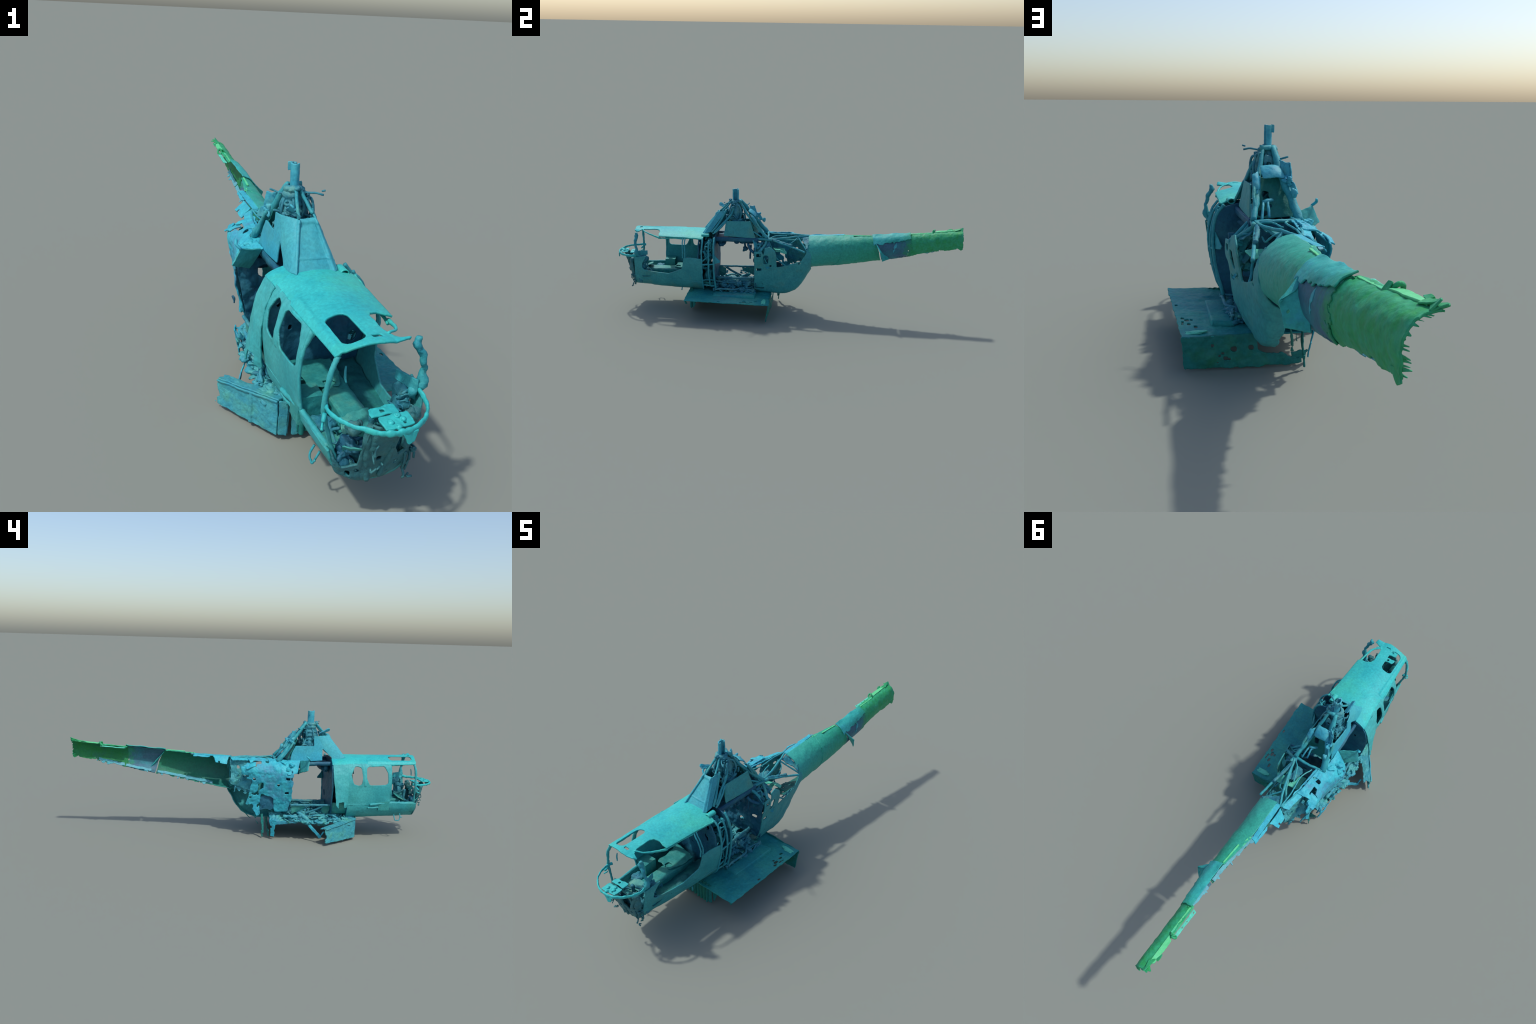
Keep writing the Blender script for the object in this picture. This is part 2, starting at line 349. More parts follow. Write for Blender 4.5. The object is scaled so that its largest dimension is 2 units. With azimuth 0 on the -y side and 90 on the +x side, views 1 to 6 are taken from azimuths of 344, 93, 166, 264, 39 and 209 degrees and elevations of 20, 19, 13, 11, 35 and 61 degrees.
# windshield and door posts, canopy ring
g = Geo()
tube(g, [(-.122, -.819, .414), (-.139, -.823, .375), (-.146, -.826, .31), (-.140, -.825, .26), (-.126, -.828, .205), (-.105, -.832, .15), (-.08, -.838, .125)], [.007, .0062, .0055, .005, .005, .005, .004], seed=31, lump=.35)
tube(g, [(-.126, -.686, .408), (-.142, -.687, .375), (-.153, -.689, .32), (-.152, -.69, .26), (-.142, -.69, .205)], [.008, .006, .0045, .004, .004], seed=32, lump=.3)
obj('left_post', g, M_LEFT, HELI)
g = Geo()
for y0, y1 in ((-.549, -.546), (-.537, -.533)):
    tube(g, [(.070, y0, .418), (.092, y0, .385), (.104, y1, .345), (.104, y1, .312)], .0032, seed=34)
tube(g, [(.078, -.437, .423), (.103, -.437, .395), (.118, -.438, .34), (.118, -.438, .28), (.106, -.438, .21), (.088, -.437, .15), (.06, -.437, .115)], .0045, seed=35)
tube(g, [(-.100, -.809, .382), (-.101, -.812, .36), (-.098, -.814, .345)], [.002, .003, .002], seed=39)
obj('canopy_frame', g, M_TUBE, HELI)
g = Geo()
tube(g, [(-.006, -.795, .441), (.02, -.775, .436), (.036, -.745, .428), (.050, -.70, .416), (.055, -.68, .412)], [.003, .003, .004, .005, .005], seed=36)
tube(g, [(.050, -.69, .409), (.06, -.6, .414), (.076, -.436, .421)], .0045, seed=37)
tube(g, [(-.118, -.814, .412), (-.128, -.70, .408), (-.138, -.58, .404)], .0055, seed=38)
obj('roof_rail', g, M_ROOF, HELI)
g = Geo()
ring = [(-.139, -.81, .305), (-.145, -.845, .303), (-.127, -.888, .303), (-.099, -.915, .302), (-.062, -.934, .300), (-.014, -.935, .300), (.030, -.913, .302), (.058, -.88, .304), (.070, -.85, .306), (.072, -.815, .308)]
tube(g, ring, [.0045, .0034, .003, .0034, .004, .0045, .004, .0034, .004, .0045], seed=41, lump=.45, flat=1.7, sides=10)
tube(g, [(-.146, -.83, .29), (-.153, -.84, .278)], .005, seed=42)
tube(g, [(-.150, -.83, .268), (-.158, -.845, .262)], .003, seed=43)
obj('canopy_ring', g, M_ROOF, HELI)
# broken right windshield post
g = Geo()
tube(g, [(.066, -.80, .29), (.077, -.812, .32), (.078, -.815, .36), (.070, -.817, .385), (.062, -.818, .405), (.055, -.817, .42), (.053, -.815, .437)], [.011, .009, .006, .0042, .0075, .0085, .006], seed=44, lump=.9, n=34, sides=12)
g.merge(patch([(.068, -.82, .302), (.045, -.755, .306), (.045, -.755, .334), (.068, -.82, .338)], 24, 14, .003, 60, .002, seed=45))
obj('broken_post', g, M_TUBE, HELI, .004)
# nose plate, keel and torn nose bowl
g = Geo()
g.merge(patch([(-.062, -.934, .303), (.012, -.922, .303), (.012, -.878, .306), (-.060, -.886, .304)], 30, 24, .004, 50, .0025, seed=51, holes=[(.3, .4, .004), (.7, .3, .004)]))
for q in ((-.040, -.91, .306), (-.012, -.905, .307), (-.03, -.925, .305), (-.018, -.892, .308)): blob(g, q, (.0045, .0045, .003), seed=int(-q[0]*1000))
g.merge(patch([(-.070, -.880, .294), (.0, -.875, .296), (.0, -.840, .300), (-.065, -.842, .298)], 24, 20, .006, 50, .004, seed=53, holes=[(.5, .5, .006)]))
g.merge(patch([(-.03, -.938, .298), (.012, -.930, .299), (.002, -.933, .272), (-.012, -.937, .270)], 16, 14, .003, 60, .002, seed=54, sides=(1, 1, 0, 1)))
obj('nose_plate', g, M_ROOF, HELI, .005)
th = np.linspace(-1.45, 1.45, 120); zs = np.linspace(.118, .296, 80); T, Z = np.meshgrid(th, zs)
P = np.zeros(T.shape+(3,)); q = np.clip((Z-.116)/.18, 0, 1)
yf = -.838-.066*q; hw = np.interp(Z, [.11, .13, .16, .22, .3], [.045, .075, .088, .096, .10]); cx = -.036
P[..., 0] = cx+hw*np.sin(T); P[..., 1] = -.828+(yf+.828)*np.cos(T)**.8; P[..., 2] = Z+(.012*np.abs(np.sin(T))**2)*(1-q)
N = fbm(P, 38, 55); top = np.interp(T, [-1.5, -1.2, -.9, -.55, -.45, -.36, -.1, .25, .34, .6, .9, 1.1, 1.5], [.20, .172, .160, .165, .17, .29, .292, .292, .22, .185, .20, .25, .28])
k = np.minimum(top-Z+.008*N, 1)
for ht, hz, hr in ((-.75, .140, .009), (.05, .19, .006), (.9, .20, .008), (.62, .165, .007), (.45, .14, .004), (-.42, .15, .006)): k = np.minimum(k, np.hypot((T-ht)*.09, Z-hz)-hr*(1+.6*N))
P[..., 1] += .010*np.exp(-((T+.30)/.05)**2)*q
obj('nose_bowl', sheet(P, k, .004, 40, 56), M_NOSE, HELI, .005)
g = Geo()
tube(g, [(-.068, -.885, .285), (-.062, -.868, .22), (-.05, -.846, .15), (-.040, -.842, .120)], [.007, .008, .007, .005], seed=57, lump=.5)
tube(g, [(-.003, -.895, .292), (-.008, -.875, .22), (-.016, -.848, .13)], .004, seed=59, lump=.4)
blob(g, (-.082, -.845, .255), (.018, .012, .016), seed=60, lump=.5); blob(g, (.045, -.845, .268), (.016, .012, .02), seed=61, lump=.5)
tube(g, [(.058, -.842, .285), (.04, -.855, .25), (.028, -.858, .205)], [.008, .008, .006], seed=62, lump=.5)
tube(g, [(.030, -.872, .29), (.03, -.862, .25), (.034, -.85, .21)], [.005, .005, .004], seed=67, lump=.5)
wires(g, (.038, -.852, .118), (.060, -.832, .19), 16, .0018, 64, .05)
wires(g, (-.055, -.892, .17), (-.035, -.88, .25), 4, .0009, 65, .06)
scraps(g, (-.085, -.855, .15), (-.045, -.835, .24), 8, .012, 66)
obj('nose_ribs', g, M_NOSE, HELI, .003, kind='stuff')
g = Geo()  # dark sheet and rocky lumps, added to darken the nose opening
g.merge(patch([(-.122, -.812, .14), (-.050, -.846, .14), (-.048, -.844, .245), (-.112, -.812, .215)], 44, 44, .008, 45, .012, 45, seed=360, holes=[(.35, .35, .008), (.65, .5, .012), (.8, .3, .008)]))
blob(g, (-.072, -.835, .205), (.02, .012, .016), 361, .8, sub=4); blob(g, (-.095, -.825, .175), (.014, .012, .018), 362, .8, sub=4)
obj('nose_dark_backing', g, M_DARK, HELI, .003)
g = Geo()
g.merge(patch([(-.11, -.84, .215), (-.07, -.875, .225), (-.05, -.85, .20), (-.10, -.81, .175)], 30, 26, .008, 45, .007, seed=371))
g.merge(patch([(-.09, -.85, .265), (-.06, -.88, .27), (-.045, -.86, .235), (-.085, -.83, .23)], 24, 24, .007, 45, .006, seed=372))
g.merge(patch([(-.03, -.87, .262), (.03, -.865, .262), (.035, -.83, .25), (-.03, -.83, .245)], 30, 20, .008, 45, .006, seed=373))
obj('torn_nose_sheet', g, M_FLOOR, HELI, .003)
# step hanging below the left door
g = Geo(); tube(g, [(-.118, -.725, .135), (-.128, -.727, .117), (-.130, -.730, .106), (-.130, -.74, .104), (-.131, -.752, .106), (-.128, -.757, .118), (-.118, -.757, .14)], .0028, seed=70)
tube(g, [(-.128, -.757, .122), (-.132, -.768, .124)], .0022, seed=71); tube(g, [(.06, -.56, .125), (.065, -.563, .105)], .003, seed=72)
obj('boarding_step', g, M_TUBE, HELI)
# vent pipe at the rear right corner of the roof
g = Geo()
U, V = np.meshgrid(np.linspace(0, 2*math.pi, 20), np.linspace(0, 1, 10))
P = np.stack([.045+.011*np.cos(U)+0*V, -.446+.042*V, .433+.008*np.sin(U)], -1); g.merge(sheet(P, None, .0008, 60, 3))
obj('vent_pipe', g, M_ROOF, HELI, .003)

# ------------------------------------------------------------------ cabin interior
g = Geo()
P = cabin_grid(-.83, -.375, 60, np.concatenate([sel(15.1, 18), sel(0, 2.9)])); P[..., 0] = -.03+(P[..., 0]+.03)*.95; P[..., 2] = np.maximum(P[..., 2]+.012, .140+.004*fbm(P, 30, 2))
g.merge(sheet(P, None, .003, 40, 81)); obj('cabin_floor', g, M_FLOOR, HELI, .004)
g = Geo(); g.merge(patch([(.0, -.79, .176), (.072, -.79, .184), (.090, -.46, .195), (.0, -.46, .184)], 40, 90, .006, 35, .006, seed=80)); obj('side_floor', g, M_WELL, HELI, .004)
g = Geo()
box(g, -.058, .004, -.775, -.50, .150, .206, .002, 82)
g.merge(patch([(-.09, -.80, .20), (.004, -.79, .212), (.0, -.74, .236), (-.08, -.75, .222)], 30, 24, .007, 40, .005, seed=83))
g.merge(patch([(-.10, -.62, .212), (-.005, -.62, .212), (.03, -.48, .215), (-.12, -.48, .215)], 34, 40, .012, 30, .004, seed=84, holes=[(.6, .15, .018)]))
g.merge(patch([(-.13, -.80, .175), (-.06, -.81, .165), (-.05, -.70, .178), (-.135, -.70, .188)], 34, 40, .008, 30, .006, seed=85))
obj('floor_panel', g, M_FLOOR, HELI, .004)
g = Geo(); box(g, -.148, -.088, -.685, -.628, .165, .236, .003, 86); obj('seat_box', g, M_FLOOR, HELI)
g = Geo()
blob(g, (-.10, -.72, .18), (.03, .03, .018), 87, sub=4); blob(g, (-.05, -.815, .17), (.05, .02, .03), 88, sub=4); blob(g, (.03, -.80, .17), (.03, .025, .035), 89, sub=4)
blob(g, (.045, -.79, .24), (.018, .02, .045), 92, .5, sub=4); blob(g, (.055, -.775, .285), (.014, .02, .02), 93, .5)
tube(g, [(-.03, -.80, .17), (-.028, -.803, .21), (-.025, -.806, .252)], [.004, .004, .007], seed=90)
tube(g, [(-.02, -.80, .245), (.01, -.77, .22), (.03, -.74, .20)], .004, seed=91)
wires(g, (-.09, -.83, .15), (.05, -.72, .200), 14, .0022, 94, .07); scraps(g, (-.1, -.82, .15), (.04, -.66, .195), 26, .018, 95)
scraps(g, (.03, -.81, .18), (.062, -.765, .30), 16, .018, 97); wires(g, (.03, -.80, .19), (.062, -.765, .30), 8, .002, 96, .05)
obj('cockpit_debris', g, M_JUNK, HELI, .003, kind='stuff')

# ------------------------------------------------------------------ engine bay
# partition behind the cabin seats
sec = cabin(-.458); P = np.zeros((50, NU, 3))
for j, r in enumerate(np.linspace(.02, .975, 50)): P[j, :, 0] = -.028+(sec[:, 0]+.028)*r; P[j, :, 2] = .27+(sec[:, 1]-.27)*r; P[j, :, 1] = -.458
N = fbm(P, 25, 103); x, z = P[..., 0], P[..., 2]; k = np.minimum(.43-z, z-.13)
for hx, hz, hr in ((-.10, .30, .006), (-.134, .365, .006), (.05, .33, .014), (.075, .26, .012), (-.03, .38, .008), (.06, .39, .010)): k = np.minimum(k, np.hypot(x-hx, z-hz)-hr*(1+.7*N))
P[..., 1] += .006*np.sin(x*60)*(np.abs(x+.03) < .09)
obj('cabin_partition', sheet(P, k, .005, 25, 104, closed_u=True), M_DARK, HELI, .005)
# bulkhead closing the cabin at the rear
yy = -.372; sec = cabin(yy)
cx, cz = -.028, .27; rr = np.linspace(.02, 1, 60)
P = np.zeros((60, NU, 3))
for j, r in enumerate(rr): P[j, :, 0] = cx+(sec[:, 0]-cx)*r*.985; P[j, :, 2] = cz+(sec[:, 1]-cz)*r*.985; P[j, :, 1] = yy
N = fbm(P, 25, 101); x, z = P[..., 0], P[..., 2]
k = np.minimum(.435-z, 1)
k = np.minimum(k, .104-x+.006*N); k = np.minimum(k, np.hypot(x+.06, z-.36)-.010); k = np.minimum(k, np.hypot(x-.03, z-.22)-.012*(1+N)); k = np.minimum(k, np.hypot(x+.11, z-.33)-.007)
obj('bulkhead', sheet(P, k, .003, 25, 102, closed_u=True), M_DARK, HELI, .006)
g = Geo()
for pts, r in (([(.088, -.40, .42), (.112, -.40, .36), (.116, -.40, .28), (.104, -.398, .2), (.085, -.396, .145)], .0045),
               ([(.075, -.372, .43), (.102, -.372, .39), (.112, -.371, .33), (.108, -.371, .25), (.096, -.371, .18), (.085, -.366, .14), (.08, -.368, .118)], .0055),
               ([(.115, -.437, .283), (.114, -.40, .283), (.108, -.372, .283)], .0045), ([(.098, -.437, .184), (.092, -.372, .186)], .0035),
               ([(.115, -.435, .30), (.105, -.405, .325), (.08, -.38, .33)], .004), ([(.085, -.437, .15), (.082, -.37, .145)], .005),
               ([(.09, -.43, .355), (.09, -.41, .32), (.085, -.395, .30)], .007)):
    tube(g, pts, r, seed=int(r*1e5))
LOOP = np.linspace(0, 2*math.pi, 13)   # angles round a loop
tube(g, [(.085+.004*math.cos(t), -.405+.017*math.cos(t), .375+.025*math.sin(t)) for t in LOOP], .003, seed=3)
tube(g, [(.075, -.41+.012*math.cos(t), .33+.012*math.sin(t)) for t in LOOP], .003, seed=5)
wires(g, (.02, -.43, .25), (.098, -.385, .42), 14, .0026, 105, .09); wires(g, (.02, -.43, .13), (.085, -.385, .26), 7, .003, 106, .1)
scraps(g, (.02, -.43, .14), (.085, -.39, .41), 22, .018, 107)
blob(g, (.06, -.41, .31), (.022, .022, .03), 107, .5, sub=4); blob(g, (.03, -.405, .38), (.03, .024, .03), 108, .5, sub=4); blob(g, (.05, -.41, .2), (.02, .02, .045), 109, .5, sub=4)
obj('bay_frame', g, M_TUBE, HELI)
g = Geo()   # scoop panel curling back from the bulkhead
U, V = np.meshgrid(np.linspace(0, 1, 26), np.linspace(0, 1, 26))
P = np.stack([.105-.02*U**2*V, -.373+.035*U*(.2+V**1.6), .335-.05*V+.006*U], -1); g.merge(sheet(P, .002+.02*(1-U*V)-.006*(1+fbm(P, 50, 3)), .002, 40, 6)); obj('scoop_panel', g, M_TUBE, HELI, .004)
# lower bay: sill tubes, broken machinery
g = Geo()
tube(g, [(-.132, -.385, .188), (-.135, -.27, .189), (-.138, -.155, .19)], .0045, seed=111)
tube(g, [(-.13, -.33, .185), (-.12, -.28, .155), (-.115, -.24, .14)], .005, seed=114)
wires(g, (-.13, -.375, .105), (.09, -.15, .130), 26, .0032, 117, .13)
R = random.Random(5)
for q in range(34): blob(g, (R.uniform(-.125, .08), R.uniform(-.37, -.15), R.uniform(.100, .122)), (R.uniform(.012, .030), R.uniform(.012, .030), R.uniform(.006, .014)), 120+q, .9)
scraps(g, (-.125, -.37, .11), (-.08, -.15, .17), 18, .016, 160); scraps(g, (-.08, -.37, .105), (.085, -.15, .130), 36, .018, 161)
obj('bay_machinery', g, M_JUNK, HELI, .003, kind='stuff')
g = Geo()
g.merge(patch([(-.128, -.37, .195), (-.122, -.32, .19), (-.10, -.32, .135), (-.11, -.375, .135)], 24, 24, .008, 40, .005, seed=125))
g.merge(patch([(-.134, -.245, .192), (-.138, -.155, .195), (-.12, -.155, .125), (-.12, -.235, .165)], 24, 24, .008, 40, .005, seed=126))
g.merge(patch([(-.11, -.37, .118), (.09, -.37, .122), (.09, -.14, .12), (-.11, -.14, .112)], 60, 70, .01, 40, .006, seed=127, holes=[(.4, .5, .03), (.6, .75, .02)]))
obj('bay_plate', g, M_FLOOR, HELI, .004)
g = Geo(); g.merge(patch([(.016, -.37, .184), (.020, -.148, .182), (.028, -.145, .112), (.026, -.372, .112)], 100, 36, .006, 42, .014, 45, seed=128, holes=[(.3, .55, .009), (.62, .5, .011), (.8, .7, .008), (.15, .6, .009)], sides=(0, 0, 1, 1),
          extra=lambda U, V, P: V*.07-.020*np.clip(1-((U-.45)/.20)**4, 0, 1)+.001))
tube(g, [(.022, -.372, .180), (.026, -.30, .174), (.026, -.22, .176), (.024, -.148, .178)], .0045, seed=130, lump=.5)
tube(g, [(.032, -.372, .156), (.034, -.28, .150), (.034, -.20, .153), (.032, -.148, .154)], .004, seed=131, lump=.5)
for q in range(9): blob(g, (.015+.02*(q % 2), -.36+.024*q, .128+.010*(q % 3)), (.016, .018, .012), 700+q, 1.0, sub=4)
obj('bay_debris_wall', g, M_JUNK, HELI, .004)

# ------------------------------------------------------------------ pylon
# front fairing: sloped front face, rounded left corner, left side panel
V = np.linspace(0, 1, 90); bot = crom([(.026, -.400, .445), (.027, -.425, .440), (.023, -.436, .438), (-.03, -.443, .440), (-.080, -.442, .437), (-.090, -.437, .436), (-.0945, -.41, .432), (-.097, -.34, .425), (-.099, -.26, .42), (-.099, -.15, .415)], 170)
top = crom([(-.011, -.312, .566), (-.011, -.340, .560), (-.013, -.354, .557), (-.03, -.356, .554), (-.052, -.354, .552), (-.063, -.346, .552), (-.076, -.325, .552), (-.088, -.30, .551), (-.092, -.26, .55), (-.080, -.175, .548)], 170)
P = bot[None]+(top-bot)[None]*V[:, None, None]; x, y, z = P[..., 0], P[..., 1], P[..., 2]; u = np.linspace(0, 1, 170)[None]+0*x
N = fbm(P, 40, 131)
pan = poly(y, z, [(-.6, .40), (-.372, .40), (-.374, .437), (-.322, .487), (-.322, .417), (-.14, .417), (-.178, .499), (-.276, .499), (-.274, .60), (-.6, .60)])
front = np.ones_like(x)
k = np.where(u < .58, front, pan)
d = np.minimum(np.abs(u-.235), np.abs(u-.49))
P[..., 1] -= .0060*np.exp(-(d/.016)**2)*(u < .55); P[..., 1] += .004*np.clip((u-.245)/.012, 0, 1)*np.clip((.48-u)/.012, 0, 1)     # raised edge flanges of the front face
P[..., 1] -= .005*np.exp(-((z-.548)/.006)**2)*((u > .22) & (u < .5)); P[..., 1] -= .002*np.exp(-((z-.467)/.002)**2)*((u > .24) & (u < .48))
obj('pylon_fairing', sheet(P, k+.001*N, .0018, 25, 132), M_FAIR, HELI, .005)
g = Geo(); g.merge(patch([(.034, -.324, .428), (.035, -.143, .420), (.027, -.174, .517), (.019, -.311, .512)], 60, 40, .001, 40, .002, 30, 133))
obj('pylon_side_panel', g, M_RIGHT, HELI, .005)
g = Geo()
box(g, .028, .040, -.37, -.13, .400, .420, .002, 134); box(g, -.104, -.092, -.375, -.12, .397, .414, .002, 135)
P_ = patch([(-.10, -.37, .405), (.035, -.37, .405), (.035, -.14, .41), (-.10, -.14, .41)], 50, 60, .006, 40, .006, 30, 136, holes=[(.3, .75, .02)]); g.merge(P_)
for (a0, a1) in (((.02, -.34, .392), (-.09, -.35, .385)), ((.01, -.25, .392), (-.08, -.24, .395)), ((.0, -.19, .392), (-.08, -.17, .395))): tube(g, [a0, ((a0[0]+a1[0])/2, a0[1], a0[2]-.01), a1], .012, seed=137, lump=.5)
blob(g, (-.03, -.345, .378), (.05, .02, .018), 138, .4, sub=4); blob(g, (-.03, -.20, .39), (.05, .04, .014), 139, .5, sub=4)
blob(g, (.0, -.205, .345), (.008, .012, .012), 140, .5); tube(g, [(.0, -.207, .385), (.0, -.205, .355)], .004, seed=1)
tube(g, [(.03, -.17, .38), (.032, -.172, .34), (.03, -.175, .30)], .003, seed=2)
tube(g, [(.035, -.185, .385), (.05, -.175, .365), (.08, -.15, .35)], .006, seed=3)
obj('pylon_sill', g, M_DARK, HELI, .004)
# fairing interior shelf, right hand slanting beams
g = Geo()
tube(g, [(.030, -.392, .446), (.008, -.348, .50), (-.010, -.312, .566)], .006, seed=141, lump=.2)
tube(g, [(.030, -.378, .446), (.020, -.335, .49), (.006, -.285, .545), (-.01, -.27, .585)], .006, seed=142)
tube(g, [(.036, -.385, .44), (.032, -.35, .465), (.022, -.31, .508)], .0045, seed=143)
tube(g, [(-.055, -.352, .552), (-.052, -.325, .578), (-.047, -.292, .612)], .005, seed=144)
tube(g, [(-.012, -.335, .56), (-.022, -.31, .585), (-.034, -.287, .612)], .005, seed=145)
tube(g, [(-.02, -.236, .613), (.0, -.185, .54), (.018, -.13, .478), (.038, -.078, .426)], [.006, .007, .009, .009], seed=146)
tube(g, [(-.05, -.236, .615), (-.066, -.18, .545), (-.083, -.13, .475), (-.098, -.085, .42)], [.008, .012, .012, .012], seed=147, lump=.35)
tube(g, [(-.015, -.237, .613), (-.05, -.237, .615)], .008, seed=148)
tube(g, [(.018, -.165, .54), (.028, -.12, .48), (.03, -.10, .43)], .005, seed=149)
tube(g, [(.036, -.078, .421), (-.03, -.075, .422), (-.095, -.08, .421)], .0065, seed=150, lump=.3)
tube(g, [(.028, -.16, .46), (.034, -.11, .43)], .004, seed=151); tube(g, [(.03, -.15, .415), (.04, -.07, .418), (.042, -.05, .415)], .008, seed=152)
tube(g, [(-.088, -.17, .52), (-.095, -.12, .45), (-.095, -.09, .425)], .006, seed=153)
obj('pylon_truss', g, M_TUBE, HELI)
g = Geo()   # saddle plate with torn ears behind the mast
g.merge(patch([(.0, -.195, .566), (-.066, -.19, .568), (-.076, -.150, .532), (.000, -.150, .530)], 34, 28, .005, 45, .005, seed=154, bulge=-.012))
g.merge(patch([(-.055, -.20, .562), (-.085, -.16, .582), (-.085, -.150, .535), (-.07, -.17, .53)], 20, 20, .004, 50, .004, seed=155))
g.merge(patch([(.018, -.175, .545), (-.004, -.16, .542), (.012, -.135, .49), (.03, -.14, .49)], 20, 24, .004, 50, .004, seed=156))
g.merge(patch([(-.072, -.15, .535), (-.092, -.125, .525), (-.10, -.11, .49), (-.085, -.13, .49)], 20, 20, .004, 50, .004, seed=157))
g.merge(patch([(-.060, -.19, .585), (-.088, -.155, .584), (-.090, -.14, .53), (-.062, -.165, .53)], 22, 24, .005, 50, .006, seed=158, bulge=.01))
blob(g, (-.078, -.148, .525), (.012, .020, .014), 158, .7, sub=4); blob(g, (-.085, -.105, .497), (.006, .007, .012), 159, .4)
g.merge(patch([(.004, -.18, .553), (.026, -.165, .545), (.03, -.14, .50), (.006, -.15, .50)], 22, 24, .005, 50, .006, seed=160, bulge=.008))
obj('saddle_plate', g, M_MAST, HELI, .004)
g = Geo(); g.merge(patch([(.008, -.190, .535), (-.078, -.190, .535), (-.096, -.135, .42), (.030, -.135, .42)], 44, 50, .004, 40, .005, seed=159, holes=[(.30, .42, .009), (.33, .50, .007), (.42, .70, .005), (.25, .88, .010)]))
obj('pylon_inner_wall', g, M_SKIRT, HELI, .004)
g = Geo()
tube(g, [(.0, -.13, .47), (.005, -.11, .455), (.012, -.09, .425)], .004, seed=171); tube(g, [(-.015, -.135, .472), (-.012, -.115, .46), (-.01, -.095, .43)], .004, seed=172); tube(g, [(.0, -.13, .468), (-.02, -.13, .474), (-.03, -.14, .47)], .006, seed=173, lump=.5)
obj('torn_rod', g, M_MAST, HELI)
# gearbox stack and mast
g = Geo()
U, V = np.meshgrid(np.linspace(0, 2*math.pi, 40), np.linspace(0, 1, 70))
prof = crom([(.020, 0), (.026, .08), (.022, .16), (.029, .25), (.024, .34), (.031, .42), (.028, .52), (.031, .6), (.024, .68), (.027, .78), (.022, .86), (.026, .93), (.016, 1)], 70)
P = np.stack([-.045+prof[:, 0][:, None]*np.cos(U), -.262+prof[:, 0][:, None]*np.sin(U), .500+.122*prof[:, 1][:, None]+0*U], -1)
g.merge(sheet(P, None, .005, 60, 161))
for q in range(6):
    t = q*1.05; tube(g, [(-.045+.024*math.cos(t), -.262+.026*math.sin(t), .52), (-.045+.034*math.cos(t+.3), -.262+.036*math.sin(t+.3), .56), (-.042+.02*math.cos(t), -.262+.02*math.sin(t), .605)], .0026, seed=q)
blob(g, (-.018, -.256, .555), (.020, .026, .044), 163, .25, sub=4); blob(g, (-.012, -.25, .50), (.026, .036, .03), 164, .4, sub=4); blob(g, (-.06, -.25, .49), (.026, .034, .03), 165, .4, sub=4)
tube(g, [(.0, -.285, .52), (.006, -.29, .555), (.002, -.28, .585), (-.01, -.262, .592)], .0026, seed=20); tube(g, [(.0, -.235, .52), (.008, -.228, .555), (.0, -.235, .59), (-.012, -.25, .598)], .0026, seed=21)
tube(g, [(-.085, -.29, .50), (-.07, -.285, .545), (-.06, -.27, .575)], .003, seed=22); tube(g, [(-.08, -.22, .50), (-.065, -.235, .53), (-.055, -.25, .56)], .004, seed=23)
wires(g, (-.08, -.31, .46), (.005, -.21, .545), 22, .0026, 162, .08); wires(g, (-.068, -.285, .545), (-.008, -.225, .60), 12, .0022, 166, .06)
R = random.Random(8)
for q in range(10): blob(g, (R.uniform(-.075, -.01), R.uniform(-.30, -.22), R.uniform(.47, .54)), R.uniform(.007, .014), 170+q, .5)
blob(g, (-.043, -.262, .607), (.022, .024, .010), 190, .5, sub=4)
scraps(g, (-.08, -.31, .46), (.0, -.21, .56), 22, .013, 191)
g.merge(patch([(-.022, -.225, .60), (-.05, -.225, .60), (-.062, -.20, .50), (-.005, -.20, .50)], 26, 34, .008, 45, .006, seed=192, holes=[(.5, .3, .007)]))
tube(g, [(-.02, -.29, .606), (.002, -.31, .609), (.020, -.318, .606)], .0014, seed=3); tube(g, [(.016, -.318, .616), (.024, -.32, .618)], .0013, seed=4)
tube(g, [(-.06, -.21, .58), (-.075, -.195, .588), (-.088, -.19, .592)], .0014, seed=5)
blob(g, (-.042, -.292, .618), (.008, .008, .006), 7)
obj('gearbox', g, M_JUNK, HELI, .003, kind='stuff')
g = Geo()
tube(g, [(-.047, -.262, .500), (-.042, -.262, .61)], .010, sides=16, seed=8)
U, V = np.meshgrid(np.linspace(.5, 2*math.pi-.9, 26), np.linspace(0, 1, 30))
P = np.stack([-.042+.0095*np.cos(U+.2)-.002*V, -.263+.0155*np.sin(U+.2)+0*V, .60+.083*V], -1)
k = np.minimum(1.0-V-.03*(1+fbm(P, 60, 5)), 1); g.merge(sheet(P, k, .0012, 60, 9))
g.merge(patch([(-.052, -.255, .66), (-.060, -.252, .658), (-.062, -.252, .682), (-.050, -.255, .684)], 12, 14, .001, 60, .002, seed=11))
obj('rotor_mast', g, M_MAST, HELI, .005)
g = Geo()   # torn bracket in front of the fairing top
for d in (0, .006): g.merge(patch([(-.07-d, -.30, .560+d), (-.058-d, -.31, .556+d), (-.068-d, -.365, .580+d), (-.08-d, -.355, .590+d)], 14, 24, .003, 60, .003, seed=12+int(d*1e3)))
obj('torn_bracket', g, M_TORN, HELI, .005)

